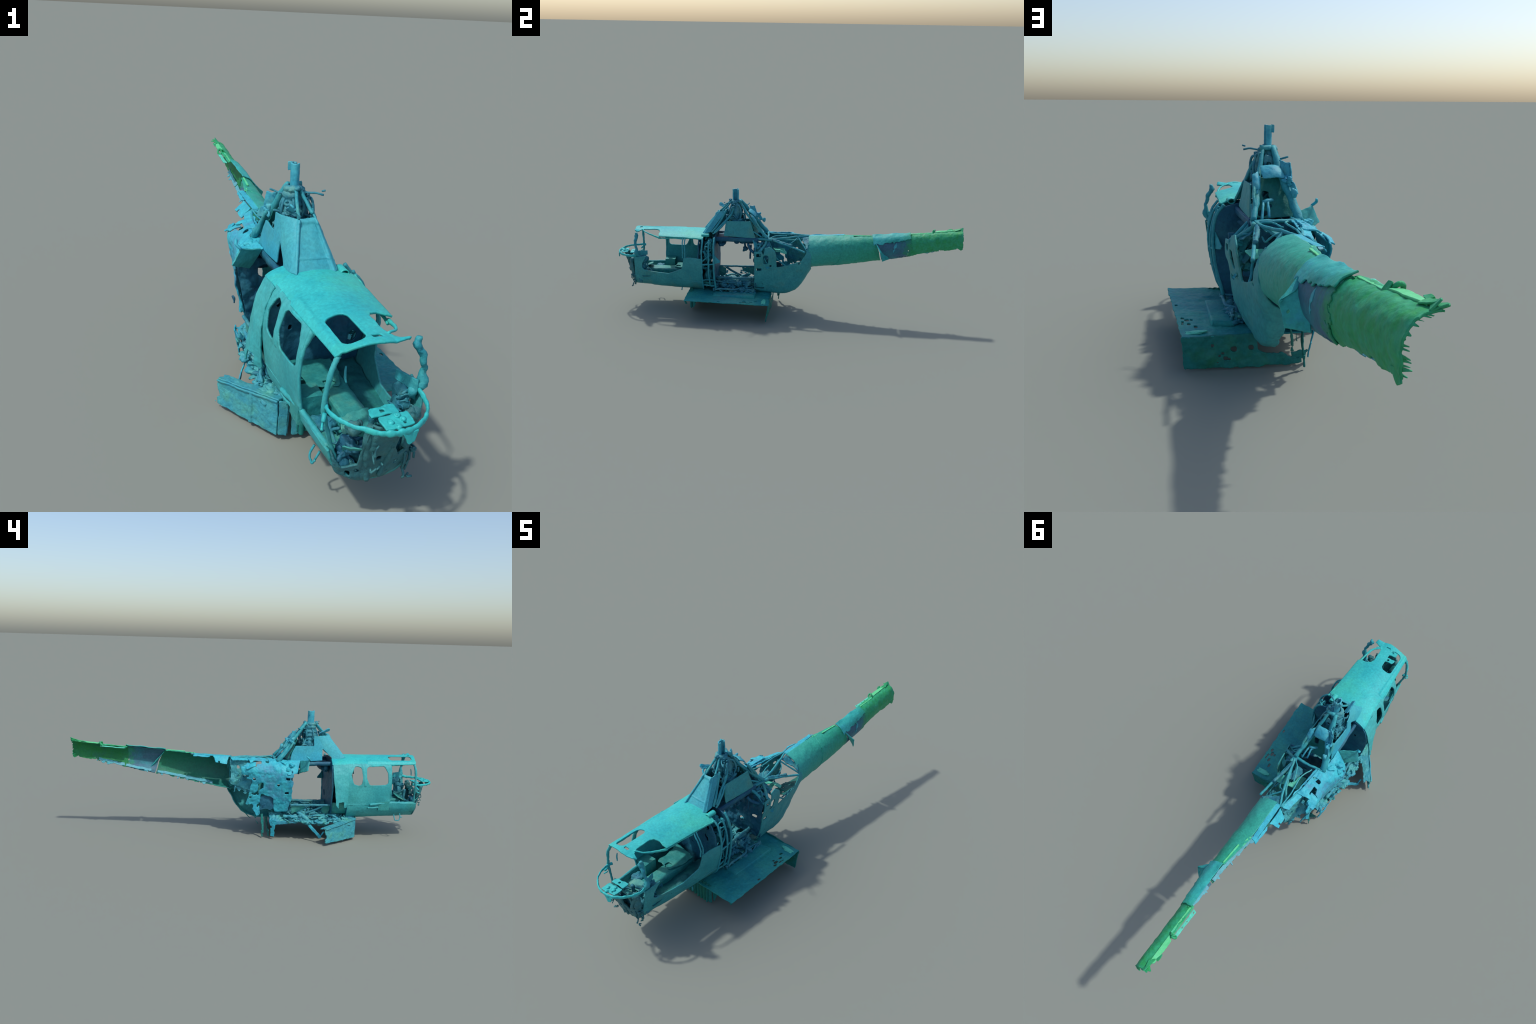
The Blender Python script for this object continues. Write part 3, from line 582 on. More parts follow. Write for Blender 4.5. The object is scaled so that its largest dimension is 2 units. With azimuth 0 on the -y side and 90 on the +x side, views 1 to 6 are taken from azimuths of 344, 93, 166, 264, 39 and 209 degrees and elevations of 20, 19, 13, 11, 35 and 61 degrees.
# ------------------------------------------------------------------ rear fuselage
ST = {-.15: [(.100, .405), (.108, .33), (.096, .28), (.091, .23), (.082, .18), (.058, .126), (.0, .104)],
      -.05: [(.092, .40), (.096, .34), (.083, .27), (.073, .2), (.060, .142), (.044, .105), (.0, .090)],
      .03: [(.082, .40), (.088, .34), (.076, .27), (.065, .2), (.054, .14), (.042, .106), (.0, .092)],
      .10: [(.068, .40), (.080, .35), (.076, .29), (.062, .22), (.048, .168), (.034, .140), (.0, .128)],
      .17: [(.047, .402), (.070, .36), (.074, .325), (.062, .289), (.044, .261), (.020, .246), (-.015, .243)]}
keys = sorted(ST); secs = np.array([crom(ST[q], 110) for q in keys])
ys = np.linspace(-.15, .17, 130); path = crom([np.concatenate([[q], secs[i].ravel()]) for i, q in enumerate(keys)], 400)
P = np.zeros((130, 110, 3))
for j, yv in enumerate(ys):
    row = np.array([np.interp(yv, path[:, 0], path[:, 1+c]) for c in range(220)]).reshape(110, 2); P[j, :, 0] = row[:, 0]; P[j, :, 2] = row[:, 1]; P[j, :, 1] = yv
x, y, z = P[..., 0], P[..., 1], P[..., 2]; N = fbm(P, 40, 201)
k = poly(y, z, [(-.1455, .365), (-.105, .368), (-.095, .345), (-.088, .384), (-.06, .392), (-.03, .37), (-.024, .34), (-.022, .268), (.037, .281), (.075, .294), (.115, .308), (.14, .35), (.15, .40), (.19, .40), (.19, .05), (-.1455, .05)])
k = np.minimum(k, -rrect(y, z, -.134, -.109, .335, .354, .003)); k = np.minimum(k, -rrect(y, z, -.134, -.107, .249, .264, .003))
k = np.minimum(k, -rrect(y, z, -.098, -.068, .290, .345, .012)); k = np.minimum(k, np.hypot(y+.056, z-.279)-.0065)
k = np.minimum(k, -rrect(y, z, -.142, -.09, .132, .140, .004)-.004*N); k = np.minimum(k, np.hypot(y+.112, z-.216)-.003); k = np.minimum(k, np.hypot(y+.1, z-.165)-.004)
k = np.minimum(k, x-.004+.012*N)
k = np.minimum(k, np.hypot(y-.105, (z-.293)*2)-.008)
obj('rear_hull', sheet(P, k+.0015*N, .0032, 28, 202), M_RIGHT, HELI, .005)
# left torn skin
SL = {-.165: [(-.092, .418), (-.136, .402), (-.172, .368), (-.179, .32), (-.160, .245), (-.138, .18), (-.118, .13)],
      -.05: [(-.084, .425), (-.120, .413), (-.146, .380), (-.148, .33), (-.130, .245), (-.114, .18), (-.104, .12)],
      .03: [(-.066, .428), (-.102, .417), (-.138, .388), (-.136, .34), (-.112, .245), (-.098, .18), (-.100, .12)],
      .11: [(-.046, .430), (-.088, .418), (-.121, .394), (-.118, .345), (-.094, .245), (-.078, .18), (-.070, .12)]}
keys = sorted(SL); secs = np.array([crom(SL[q], 120) for q in keys]); ys = np.linspace(-.165, .11, 120); path = crom([np.concatenate([[q], secs[i].ravel()]) for i, q in enumerate(keys)], 400)
P = np.zeros((120, 120, 3))
for j, yv in enumerate(ys):
    row = np.array([np.interp(yv, path[:, 0], path[:, 1+c]) for c in range(240)]).reshape(120, 2); P[j, :, 0] = row[:, 0]; P[j, :, 2] = row[:, 1]; P[j, :, 1] = yv
x, y, z = P[..., 0], P[..., 1], P[..., 2]; N = fbm(P, 45, 211)
k = poly(y, z, [(-.162, .36), (-.158, .24), (-.15, .175), (-.138, .150), (-.075, .146), (-.068, .16), (-.066, .229), (-.02, .238), (.001, .246), (.004, .20), (.003, .15), (.006, .128), (.02, .124), (.038, .155), (.080, .186), (.066, .23), (.054, .30), (.05, .325), (.075, .33), (.103, .355), (.112, .392), (.08, .405), (.06, .408), (.075, .44), (-.15, .44), (-.155, .40)])
k = np.minimum(k, -rrect(y, z, -.145, -.126, .328, .342, .004)); k = np.minimum(k, -rrect(y, z, -.142, -.122, .250, .262, .005)); k = np.minimum(k, np.hypot(y+.087, z-.296)-.0055)
k = np.minimum(k, np.hypot((y-.08)*.8, z-.345)-.010); k = np.minimum(k, -rrect(y, z, .0, .045, .405, .419, .004)-.003*N); k = np.minimum(k, np.hypot(y+.03, (z-.415)*1.5)-.010)
P[..., 0] += .007-.012*np.clip((y+.02)/.06, 0, 1)+.0022*fbm(np.stack([x*0, y*25, z*90], -1), 1, 4, 2)*np.clip((y+.10)/.05, 0, 1)
k = np.minimum(k, .03*(.50-.25*np.clip((y+.02)/.08, 0, 1)+.25*np.clip((.02-y)/.08, 0, 1)-fbm(P, 24, 217)))
obj('torn_hull_skin', sheet(P, k+.006*N, .0045, 44, 212), M_TORN, HELI, .005)
g = Geo(); g.merge(patch([(.066, .055, .268), (-.020, .050, .258), (-.030, .165, .252), (.062, .165, .278)], 50, 50, .010, 38, .008, 34, seed=215, holes=[(.4, .3, .006), (.7, .6, .005)], sides=(0, 1, 1, 0)))
obj('boom_mouth_floor', g, M_SKIRT, HELI, .004)
# recess plate and shreds behind the torn skin
g = Geo()
g.merge(patch([(-.11, -.075, .24), (-.10, .01, .24), (-.10, .01, .15), (-.11, -.075, .15)], 30, 30, .01, 40, .006, seed=221))
g.merge(patch([(-.135, -.03, .20), (-.135, .005, .2), (-.13, .0, .165), (-.13, -.03, .17)], 16, 16, .006, 50, .006, seed=222))
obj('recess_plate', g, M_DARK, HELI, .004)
g = Geo()
g.merge(patch([(-.085, .05, .415), (-.040, .165, .425), (-.055, .165, .28), (-.10, .04, .25)], 60, 60, .008, 40, .010, 38, seed=223, holes=[(.62, .28, .009), (.35, .55, .008)]))
g.merge(patch([(-.09, .02, .33), (-.055, .14, .35), (-.065, .14, .26), (-.095, .03, .23)], 40, 40, .012, 36, .010, 40, seed=224))
scraps(g, (-.10, .05, .24), (-.06, .14, .39), 16, .018, 225)
obj('crumpled_skin', g, M_BEAM, HELI, .004)
# longerons, V tubes at the tail opening
g = Geo()
tube(g, [(.030, -.075, .42), (.055, .02, .395), (.083, .135, .363)], .0055, seed=231)
tube(g, [(.034, -.07, .424), (.0, .05, .408), (-.055, .151, .398)], .005, seed=232)
tube(g, [(.034, -.07, .420), (.012, .03, .422), (-.007, .092, .425), (-.03, .158, .425)], .005, seed=233)
tube(g, [(-.007, .092, .426), (.03, .118, .395), (.07, .145, .362)], .004, seed=234)
tube(g, [(-.007, .092, .426), (.02, .075, .41), (.03, .04, .39), (.03, .0, .395)], .0028, seed=235)
tube(g, [(-.096, -.085, .418), (-.07, .03, .421), (-.038, .160, .424)], .005, seed=236)
tube(g, [(.03, -.075, .415), (.05, -.03, .32), (.072, .03, .275)], .004, seed=237)
tube(g, [(.03, -.15, .41), (.07, -.13, .37), (.1, -.11, .34)], .005, seed=238)
tube(g, [(.04, -.14, .40), (.07, -.12, .36), (.09, -.10, .345)], .003, seed=239)
tube(g, [(.02, -.078, .42), (.06, -.09, .39), (.098, -.115, .362)], .007, seed=240)
tube(g, [(.03, -.16, .415), (.06, -.145, .39), (.102, -.142, .355)], .006, seed=241)
wires(g, (.03, -.14, .29), (.085, -.07, .39), 12, .003, 242, .09); scraps(g, (.03, -.14, .28), (.085, -.06, .38), 20, .02, 246)
tube(g, [(-.055, -.06, .424), (-.035, .0, .430), (-.04, .08, .428), (-.035, .16, .427)], .003, seed=243); tube(g, [(.03, -.07, .42), (.0, -.03, .428), (-.02, .03, .424)], .0028, seed=247)
blob(g, (.06, -.12, .36), (.02, .02, .02), 244, .5); blob(g, (.07, -.11, .31), (.016, .016, .03), 245, .5)
obj('tail_longeron', g, M_TUBE, HELI)
g = Geo()
g.merge(patch([(.026, -.15, .405), (.034, -.065, .412), (.074, -.05, .375), (.094, -.125, .365)], 36, 40, .012, 40, .008, seed=246, holes=[(.4, .5, .012), (.6, .25, .008)]))
g.merge(patch([(.03, -.14, .37), (.03, -.05, .37), (.07, -.045, .30), (.085, -.12, .29)], 36, 36, .014, 40, .010, seed=248, holes=[(.5, .4, .012)]))
g.merge(patch([(.030, -.07, .40), (.02, .03, .41), (-.03, .02, .40), (-.03, -.06, .41)], 36, 36, .016, 36, .008, seed=249))
g.merge(patch([(.078, .10, .305), (.070, .03, .280), (.050, .03, .262), (.060, .12, .285)], 30, 24, .008, 45, .006, seed=250, holes=[(.5, .5, .006)]))
g.merge(patch([(-.02, .10, .425), (.075, .14, .372), (.06, .165, .39), (-.03, .165, .425)], 34, 20, .012, 45, .006, seed=258))
tube(g, [(.03, -.075, .42), (.045, .0, .405), (.06, .06, .39)], .006, seed=259, lump=.6)
obj('torn_bay_sheet', g, M_JUNK, HELI, .004)
g = Geo()
g.merge(patch([(.048, -.030, .348), (-.042, -.052, .345), (-.040, .020, .340), (.030, .030, .345)], 34, 30, .004, 40, .004, seed=251, holes=[(.35, .5, .008)]))
g.merge(patch([(.085, -.005, .362), (.02, -.01, .36), (.02, .03, .345), (.06, .035, .34)], 24, 20, .005, 50, .004, seed=252))
obj('deck_plate', g, M_PALE, HELI, .004)
g = Geo()
g.merge(patch([(.035, -.078, .418), (-.095, -.080, .418), (-.10, -.075, .31), (.05, -.075, .30)], 40, 34, .012, 40, .005, seed=253, holes=[(.4, .4, .012)], sides=(0, 0, 0, 1)))
g.merge(patch([(.078, -.140, .135), (-.120, -.150, .140), (-.172, -.158, .385), (.100, -.143, .385)], 80, 70, .008, 34, .012, 32, seed=255, holes=[(.25, .80, .016), (.18, .5, .010), (.68, .80, .017), (.64, .47, .015), (.5, .3, .012)], sides=(0, 0, 1, 1)))
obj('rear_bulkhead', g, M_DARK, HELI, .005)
# open cowl flap on the left shoulder
g = Geo()
g.merge(patch([(-.100, -.205, .425), (-.092, -.095, .418), (-.172, -.133, .352), (-.164, -.180, .360)], 40, 40, .004, 50, .004, seed=261, bulge=.010, sides=(0, 1, 1, 1), holes=[(.7, .55, .009)]))
tube(g, [(-.178, -.242, .438), (-.19, -.235, .449), (-.188, -.225, .458)], .002, seed=6)
obj('open_cowl', g, M_TORN, HELI, .005)
g = Geo(); g.merge(patch([(-.104, -.203, .424), (-.178, -.243, .441), (-.203, -.231, .384), (-.138, -.195, .360)], 40, 34, .004, 50, .004, seed=262))
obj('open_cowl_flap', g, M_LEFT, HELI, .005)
g = Geo(); blob(g, (-.135, -.155, .402), (.02, .016, .012), 263, .4); blob(g, (-.15, -.135, .385), (.012, .012, .01), 264, .4); blob(g, (-.115, -.12, .408), (.018, .02, .01), 265, .4)
obj('cowl_fitting', g, M_TORN, HELI)
# blade shaped plates projecting from the pylon right side
g = Geo(); g.merge(patch([(-.066, -.085, .424), (-.112, -.085, .419), (-.074, .155, .414), (-.034, .165, .426)], 34, 80, .006, 40, .005, seed=266, holes=[(.55, .33, .012), (.5, .45, .012)])); g.merge(patch([(-.10, .02, .415), (-.150, .03, .395), (-.152, .085, .378), (-.105, .10, .405)], 30, 34, .010, 45, .007, seed=267))
obj('shoulder_plate', g, M_TORN, HELI, .004)

# ------------------------------------------------------------------ tail boom
BOOM = {.150: [(-.038, .426), (-.008, .428), (.036, .411), (.066, .375), (.074, .335), (.061, .290), (.030, .261), (-.012, .250)],
        .33: [(-.036, .436), (-.005, .438), (.036, .424), (.064, .393), (.072, .357), (.064, .318), (.045, .292), (.020, .280)],
        .50: [(.004, .446), (.018, .448), (.046, .436), (.066, .410), (.072, .380), (.067, .350), (.055, .326), (.036, .312)],
        .71: [(.004, .465), (.018, .467), (.043, .458), (.061, .435), (.067, .410), (.064, .385), (.058, .366), (.047, .352)],
        .85: [(.004, .480), (.018, .482), (.040, .475), (.059, .455), (.065, .432), (.063, .410), (.058, .395), (.050, .383)],
        1.0: [(.006, .497), (.020, .499), (.040, .494), (.054, .482), (.064, .462), (.066, .445), (.065, .428), (.063, .410)]}
_bk = sorted(BOOM); _bs = np.array([crom(BOOM[q], 141) for q in _bk]).reshape(len(_bk), -1)
def boom(y0, y1, t0, t1, dr=0.0, nv=110, nu=80):
    """boom skin between section parameters t0..t1 (0 = left of the ridge, 1/7 ridge, 4/7 right bulge, 1 lower torn edge)"""
    ys = np.linspace(y0, y1, nv); tt = np.linspace(t0, t1, nu)
    S = np.array([[np.interp(yv, _bk, _bs[:, c]) for c in range(282)] for yv in ys]).reshape(nv, 141, 2)
    base = np.linspace(0, 1, 141); X = np.array([np.interp(tt, base, r[:, 0]) for r in S]); Z = np.array([np.interp(tt, base, r[:, 1]) for r in S])
    over = np.clip(tt-1, 0, None)[None]
    dx, dz = np.gradient(X, axis=1), np.gradient(Z, axis=1); L = np.hypot(dx, dz)+1e-9
    X = X+dr*(-dz/L); Z = Z+dr*(dx/L)
    T, Y = np.meshgrid(tt, ys)
    return np.stack([X, Y, Z], -1), Y, T
W = .30   # girth, metres per unit of t
# forward boom skin, with crack step near y=.34
P, Y, T = boom(.152, .375, .0, 1); N = fbm(P, 45, 301); N2 = fbm(P, 90, 302)
crack = np.interp(T, [0, .15, .4, .6, .75, .9], [.362, .358, .345, .338, .325, .29])+.006*N
k = np.minimum(np.minimum(Y-.153, crack-Y), (1-T)*W-.004*(1+2*N+N2)*(Y > .24)+.001); k = np.minimum(k, (T-.115)*W-.001*N)
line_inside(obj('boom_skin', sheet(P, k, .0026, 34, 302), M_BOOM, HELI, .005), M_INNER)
P, Y, T = boom(.27, .56, .06, 1, .0025); N = fbm(P, 45, 303); N2 = fbm(P, 90, 304)
k = np.minimum(Y-np.interp(T, [0, .15, .4, .6, .75, .9], [.355, .351, .338, .331, .318, .283])-.006*N, np.interp(T, [.05, .2, .6, 1], [.500, .505, .54, .556])-Y)
k = np.minimum(k, (1-T)*W-.009*(1+3.2*N+3.2*N2)); k = np.minimum(k, (T-.10)*W-.006*(.5+N)*(Y > .38)+.002)
k = np.minimum(k, np.hypot((T-.955)*W, (Y-.44)*.4)-.006*(1+N)); k = np.minimum(k, np.hypot((T-.95)*W, (Y-.505)*.4)-.005*(1+N))
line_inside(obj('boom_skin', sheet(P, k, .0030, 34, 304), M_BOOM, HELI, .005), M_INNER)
# collar: cyan sheet over the ridge, slate wrap below it
P, Y, T = boom(.497, .725, .04, .47, .010); N = fbm(P, 40, 305)
k = np.minimum(np.minimum(Y-.5-.02*T, .712-Y+.006*N), np.minimum((T-.125)*W-.003*(1+N), (.40-T)*W+.016*N-.012*(Y-.6)/.1))
P[..., 2] += .004*np.sin((Y-.5)*60)*np.clip((.2-T)/.1, 0, 1)
obj('boom_collar', sheet(P, k, .003, 25, 306), M_COLLAR, HELI, .004)
P, Y, T = boom(.505, .74, .20, 1, .004); N = fbm(P, 40, 307); N2 = fbm(P, 90, 308)
k = np.minimum(np.minimum(Y-np.interp(T, [.2, .6, 1], [.51, .545, .563]), .712-Y+.026*N+.012*N2), (1-T)*W-.006*(1+2*N+N2))
for hy, ht, hr in ((.68, .90, .008), (.695, .91, .007), (.655, .89, .005), (.70, .80, .004)): k = np.minimum(k, np.hypot((T-ht)*W, (Y-hy)*.7)-hr*(1+N))
obj('boom_wrap', sheet(P, k, .002, 25, 308), M_WRAP, HELI, .004)
g = Geo()   # bright smear of growth on the wrap
P, Y, T = boom(.60, .66, .38, .70, .0065, 40, 40); N = fbm(P, 70, 9)
k = .0075*(1+1.2*N)*(1-((T-.54)/.13)**2)-np.abs(Y-.626+.06*(T-.54)); k = np.maximum(k, .006*(1+N)-np.hypot((T-.62)*W, (Y-.626)*.7)); g.merge(sheet(P, k, .001, 60, 3)); obj('growth_patch', g, M_FAIR, HELI, .002)
# flared flap of the collar
g = Geo(); g.merge(patch([(.048, .507, .446), (.116, .546, .384), (.108, .557, .334), (.066, .60, .335)], 40, 34, .003, 50, .003, seed=311, sides=(0, 1, 1, 0), holes=[(.75, .55, .006)]))
g.merge(patch([(.05, .508, .445), (.078, .54, .40), (.115, .547, .383), (.112, .548, .380)], 20, 20, .0, 50, .001, seed=312))
obj('flared_flap', g, M_COLLAR, HELI, .004)
# rear boom skin
P, Y, T = boom(.70, 1.0, .0, 1, 0, 140); N = fbm(P, 45, 313); N2 = fbm(P, 90, 314)
k = np.minimum(Y-.704-.004*N, .998-Y-.004*(1+N2)); k = np.minimum(k, (1-T)*W-.008*(1+3.2*N+3*N2)); k = np.minimum(k, (T-.05)*W-.004*(1+N))
P[..., 0] += .003*np.clip((Y-.96)/.04, 0, 1)*N
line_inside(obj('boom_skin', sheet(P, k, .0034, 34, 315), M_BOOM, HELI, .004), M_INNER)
g = Geo()   # ragged spikes at the end
R = random.Random(3)
for q in range(15):
    t = .1+.06*q+R.uniform(-.02, .02); e = lambda tt, yy: (float(np.interp(tt, np.linspace(0, 1, 141), _bs[-1].reshape(141, 2)[:, 0])), yy, float(np.interp(tt, np.linspace(0, 1, 141), _bs[-1].reshape(141, 2)[:, 1])))
    w = R.uniform(.03, .07); L = R.uniform(.004, .016); a, b, c = np.array(e(t, .990)), np.array(e(t+w, .990)), np.array(e(t+w*R.uniform(.2, .9), .995))
    c = c+np.array([-L, R.uniform(-.004, .003), -.25*L]); g.merge(patch([a, b, c+(b-a)*.06, c-(b-a)*.06], 10, 12, .001, 80, .001, seed=q))
for tip in ((.014, .997, .514), (.004, .996, .506), (-.004, .985, .502)):
    a, b = np.array(e(.10, .965)), np.array(e(.22, .995)); c = np.array(tip); g.merge(patch([a, b, c+(b-a)*.05, c-(b-a)*.05], 14, 18, .002, 80, .002, seed=int(tip[2]*1000)))
g.merge(patch([(.005, .935, .495), (.03, .955, .495), (.018, .99, .507), (.014, .992, .511)], 12, 16, .002, 80, .002, seed=41))
g.merge(patch([(.0, .91, .493), (.01, .94, .494), (-.004, .945, .499), (-.006, .93, .50)], 12, 12, .002, 80, .002, seed=42))
g.merge(patch([(.062, .955, .415), (.063, .99, .425), (.065, .997, .405), (.064, .985, .398)], 14, 14, .003, 80, .002, seed=43))
obj('torn_edge', g, M_BOOM, HELI, .003)
# flat ridge plates along the top of the boom
g = Geo()
g.merge(patch([(-.010, .158, .429), (-.036, .160, .428), (-.036, .358, .439), (-.012, .352, .440)], 20, 70, .003, 50, .002, seed=321, sides=(1, 1, 0, 1)))
g.merge(patch([(-.040, .165, .430), (-.068, .180, .388), (-.079, .243, .401), (-.040, .257, .433)], 34, 40, .006, 45, .004, seed=322, sides=(0, 1, 1, 1), holes=[(.75, .65, .006)]))
g.merge(patch([(-.034, .26, .43), (-.045, .28, .425), (-.04, .36, .428), (-.03, .36, .44)], 14, 34, .005, 45, .002, seed=323))
obj('ridge_plate', g, M_TORN, HELI, .004)
g = Geo()
g.merge(patch([(.0, .345, .442), (-.016, .345, .442), (-.006, .40, .445), (.006, .40, .446)], 12, 24, .003, 60, .002, seed=324))
g.merge(patch([(.008, .40, .448), (.016, .40, .448), (.024, .50, .453), (.018, .50, .453)], 10, 40, .001, 60, .001, seed=325))
g.merge(patch([(.016, .715, .468), (.024, .715, .468), (.026, .835, .479), (.018, .835, .480)], 10, 40, .001, 60, .001, seed=326))
g.merge(patch([(.022, .842, .484), (.0, .855, .486), (.002, .955, .495), (.022, .972, .499)], 20, 44, .003, 50, .002, seed=327, sides=(0, 1, 1, 1)))
obj('ridge_strip', g, M_LIGHTG, HELI, .004)
g = Geo()   # pierced inner flange left of the ridge
g.merge(patch([(.008, .712, .462), (-.008, .718, .463), (-.004, .845, .472), (.010, .842, .472)], 16, 60, .002, 60, .002, seed=328, holes=[(.5, .08, .004), (.5, .4, .003), (.5, .62, .003), (.5, .92, .004)]))
obj('pierced_flange', g, M_PALE, HELI, .004)
g = Geo()   # upright tab and ring on the ridge
g.merge(patch([(.030, .828, .472), (.026, .846, .474), (.012, .84, .494), (.016, .832, .495)], 14, 16, .002, 60, .002, seed=329))
tube(g, [(.004+.008*math.cos(t), .84+.006*math.sin(t), .483+.009*math.sin(t)) for t in LOOP], .0025, seed=5)
obj('ridge_tab', g, M_BOOM, HELI, .004)
g = Geo()   # pale cyan sheet added for the sunlit band inside the torn lower edge
for y0, y1, t0, sd in ((.25, .548, .86, 1), (.58, .715, .86, 2), (.72, .86, .84, 3)):
    P, Y, T = boom(y0, y1, t0-.08, 1, -.0045, 90, 30); N = fbm(P, 40, 330+sd); N2 = fbm(P, 90, 340+sd)
    k = np.minimum(np.minimum((1-T)*W-.006*(1+2*N+N2), (T-t0)*W+.012*N+.004*N2), np.minimum(Y-y0, y1-Y)-.004*N)
    g.merge(sheet(P, k, .002, 40, 350+sd))
obj('sunlit_edge_sheet', g, M_STRIP, HELI, .003)
g = Geo()
R = random.Random(21)
for q in range(15):
    yv = R.uniform(.28, .95); row = np.array([np.interp(yv, _bk, _bs[:, c]) for c in range(282)]).reshape(141, 2)
    lo = R.random() < .85; a = row[-6 if lo else 10]; w = R.uniform(.006, .016); L = R.uniform(.006, .018)
    p0 = np.array([a[0], yv-w, a[1]]); p1 = np.array([a[0], yv+w, a[1]]); tip = np.array([a[0]-L*(.8 if lo else 1.1), yv+R.uniform(-.01, .01), a[1]-L*(.45 if lo else .2)])
    g.merge(patch([p0, p1, tip+(p1-p0)*.12, tip-(p1-p0)*.12], 12, 12, .002, 80, .004, 40, seed=500+q))
obj('edge_shred', g, M_STRIP, HELI, .003, kind='stuff')
# front ring of the boom
g = Geo()
tube(g, [(x-.002, .157, z-.002) for x, z in BOOM[.150]], .0042, seed=9, lump=.3)
obj('boom_ring', g, M_TUBE, HELI)

# ------------------------------------------------------------------ landing platform and debris
U, V = np.meshgrid(np.linspace(0, 1, 160), np.linspace(0, 1, 180))
x = -.13+(.258+.13)*U; y = -.520+(-.052+.520)*V; P = np.stack([x-.006*V*U, y, .120-.013*V-.010*np.clip((.25-x)/.16, 0, 1)], -1); N = fbm(P, 35, 401); N2 = fbm(P, 14, 402)
k = np.minimum(np.minimum(.257-x-.0035*(1+fbm(P, 60, 7)), y+.519+.002*N), -.054-y+.001*N)
k = np.minimum(k, x+.118+.01*N)
for hx, hy, hr in ((.225, -.19, .008), (.238, -.175, .006), (.222, -.155, .006), (.235, -.21, .007), (.205, -.13, .005), (.24, -.16, .005), (.242, -.33, .005), (.21, -.19, .004)):
    k = np.minimum(k, np.hypot(x-hx, (y-hy)*.55)-hr*(1+.7*N))
obj('deck', sheet(P, k, .0032, 30, 403), M_PLAT, PLAT, .005)
g = Geo()   # low wedge block lying on the deck
U, V = np.meshgrid(np.linspace(0, 1, 40), np.linspace(0, 1, 70)); xs = .085+(.145-.085)*U+.010*V*U; h = np.minimum(1, np.minimum(U/.02, (1-U)/.06))*np.minimum(1, np.minimum(V/.02, (1-V)/.03))
g.merge(sheet(np.stack([xs, -.377+.24*V, .101+(.012+.008*U*V)*np.clip(h, 0, 1)], -1), None, .0015, 40, 404)); obj('deck_block', g, M_PLAT, PLAT, .003)
g = Geo(); blob(g, (.205, -.085, .110), (.03, .012, .0025), 405, .4, sub=4); obj('growth_patch', g, M_PALE, PLAT)
g = Geo()   # rear skirt
g.merge(patch([(.252, -.056, .107), (-.10, -.050, .105), (-.105, -.046, .0), (.245, -.070, .0)], 130, 44, .012, 40, .006, 30, 411, sides=(.3, .6, 0, .55), bulge=.0,
              holes=[(.25, .3, .006), (.42, .42, .010), (.56, .4, .008), (.35, .7, .006), (.38, .72, .004), (.30, .62, .004), (.28, .8, .003), (.33, .55, .004)],
              extra=lambda U, V, P: np.minimum(1, np.where(U > .62, (V-.52-.5*(U-.62))*.1+.016*fbm(P, 45, 3), 1))))
obj('rear_skirt', g, M_SKIRT, PLAT, .005)
g = Geo()   # corrugated front skirt
U, V = np.meshgrid(np.linspace(0, 1, 120), np.linspace(0, 1, 40)); P = np.stack([-.08+.195*U, -.512+.010*U+.004*np.sin(U*70), .118-.112*V], -1); N = fbm(P, 45, 412)
g.merge(sheet(P, np.minimum(1, (1-V)*.112-.012*(.8+N)), .003, 30, 413))
g.merge(patch([(.114, -.500, .10), (.128, -.49, .105), (.125, -.47, .055), (.116, -.495, .004)], 16, 30, .004, 60, .003, seed=414))
g.merge(patch([(.250, -.518, .12), (.235, -.515, .12), (.225, -.50, .09), (.245, -.51, .095)], 14, 14, .004, 60, .003, seed=415))
obj('front_skirt', g, M_SKIRT, PLAT, .005)
# left channel beam, torn at its far end
g = Geo()
A0, B0 = np.array([-.134, -.507, 0]), np.array([-.257, -.318, 0]); d = (B0-A0); n = np.array([d[1], -d[0], 0]); n /= np.linalg.norm(n)
if n[0] > 0: n = -n
U, V = np.meshgrid(np.linspace(0, 1, 110), np.linspace(0, 1, 50))
topz = .116-.028*U; botz = .012-.002*U
P = A0+d*U[..., None]+n*(.004*((np.abs(U-.40) < .02)|(U > .97)|(V < .06))*1.0)[..., None]; P[..., 2] = topz+(botz-topz)*V; N = fbm(P, 45, 421)
k = np.minimum((1-U)*.22-.012*(.9+N)*(1+V*.4), np.minimum(1, (1-V)*.1-.004*(.4+N)-.012*np.clip((U-.6), 0, 1)))
g.merge(sheet(P, k, .0035, 40, 422))
P = A0+d*U[..., None]-n*(.035*V)[..., None]; P[..., 2] = topz-.004*V; k = np.minimum((1-U)*.22-.012*(.9+N), (1-V)*.03-.006*(.6+N))
g.merge(sheet(P, k, .003, 40, 423))
g.merge(patch([(-.134, -.508, .116), (-.107, -.513, .117), (-.107, -.513, .01), (-.134, -.508, .012)], 16, 40, .003, 60, .002, seed=424))
g.merge(patch([(-.107, -.513, .117), (-.105, -.490, .117), (-.105, -.490, .01), (-.107, -.513, .01)], 14, 40, .003, 60, .002, seed=425))
g.merge(patch([(-.098, -.507, .105), (-.072, -.510, .105), (-.072, -.510, .006), (-.098, -.507, .006)], 16, 40, .004, 60, .003, seed=426))
obj('channel_beam', g, M_BEAM, PLAT, .006)
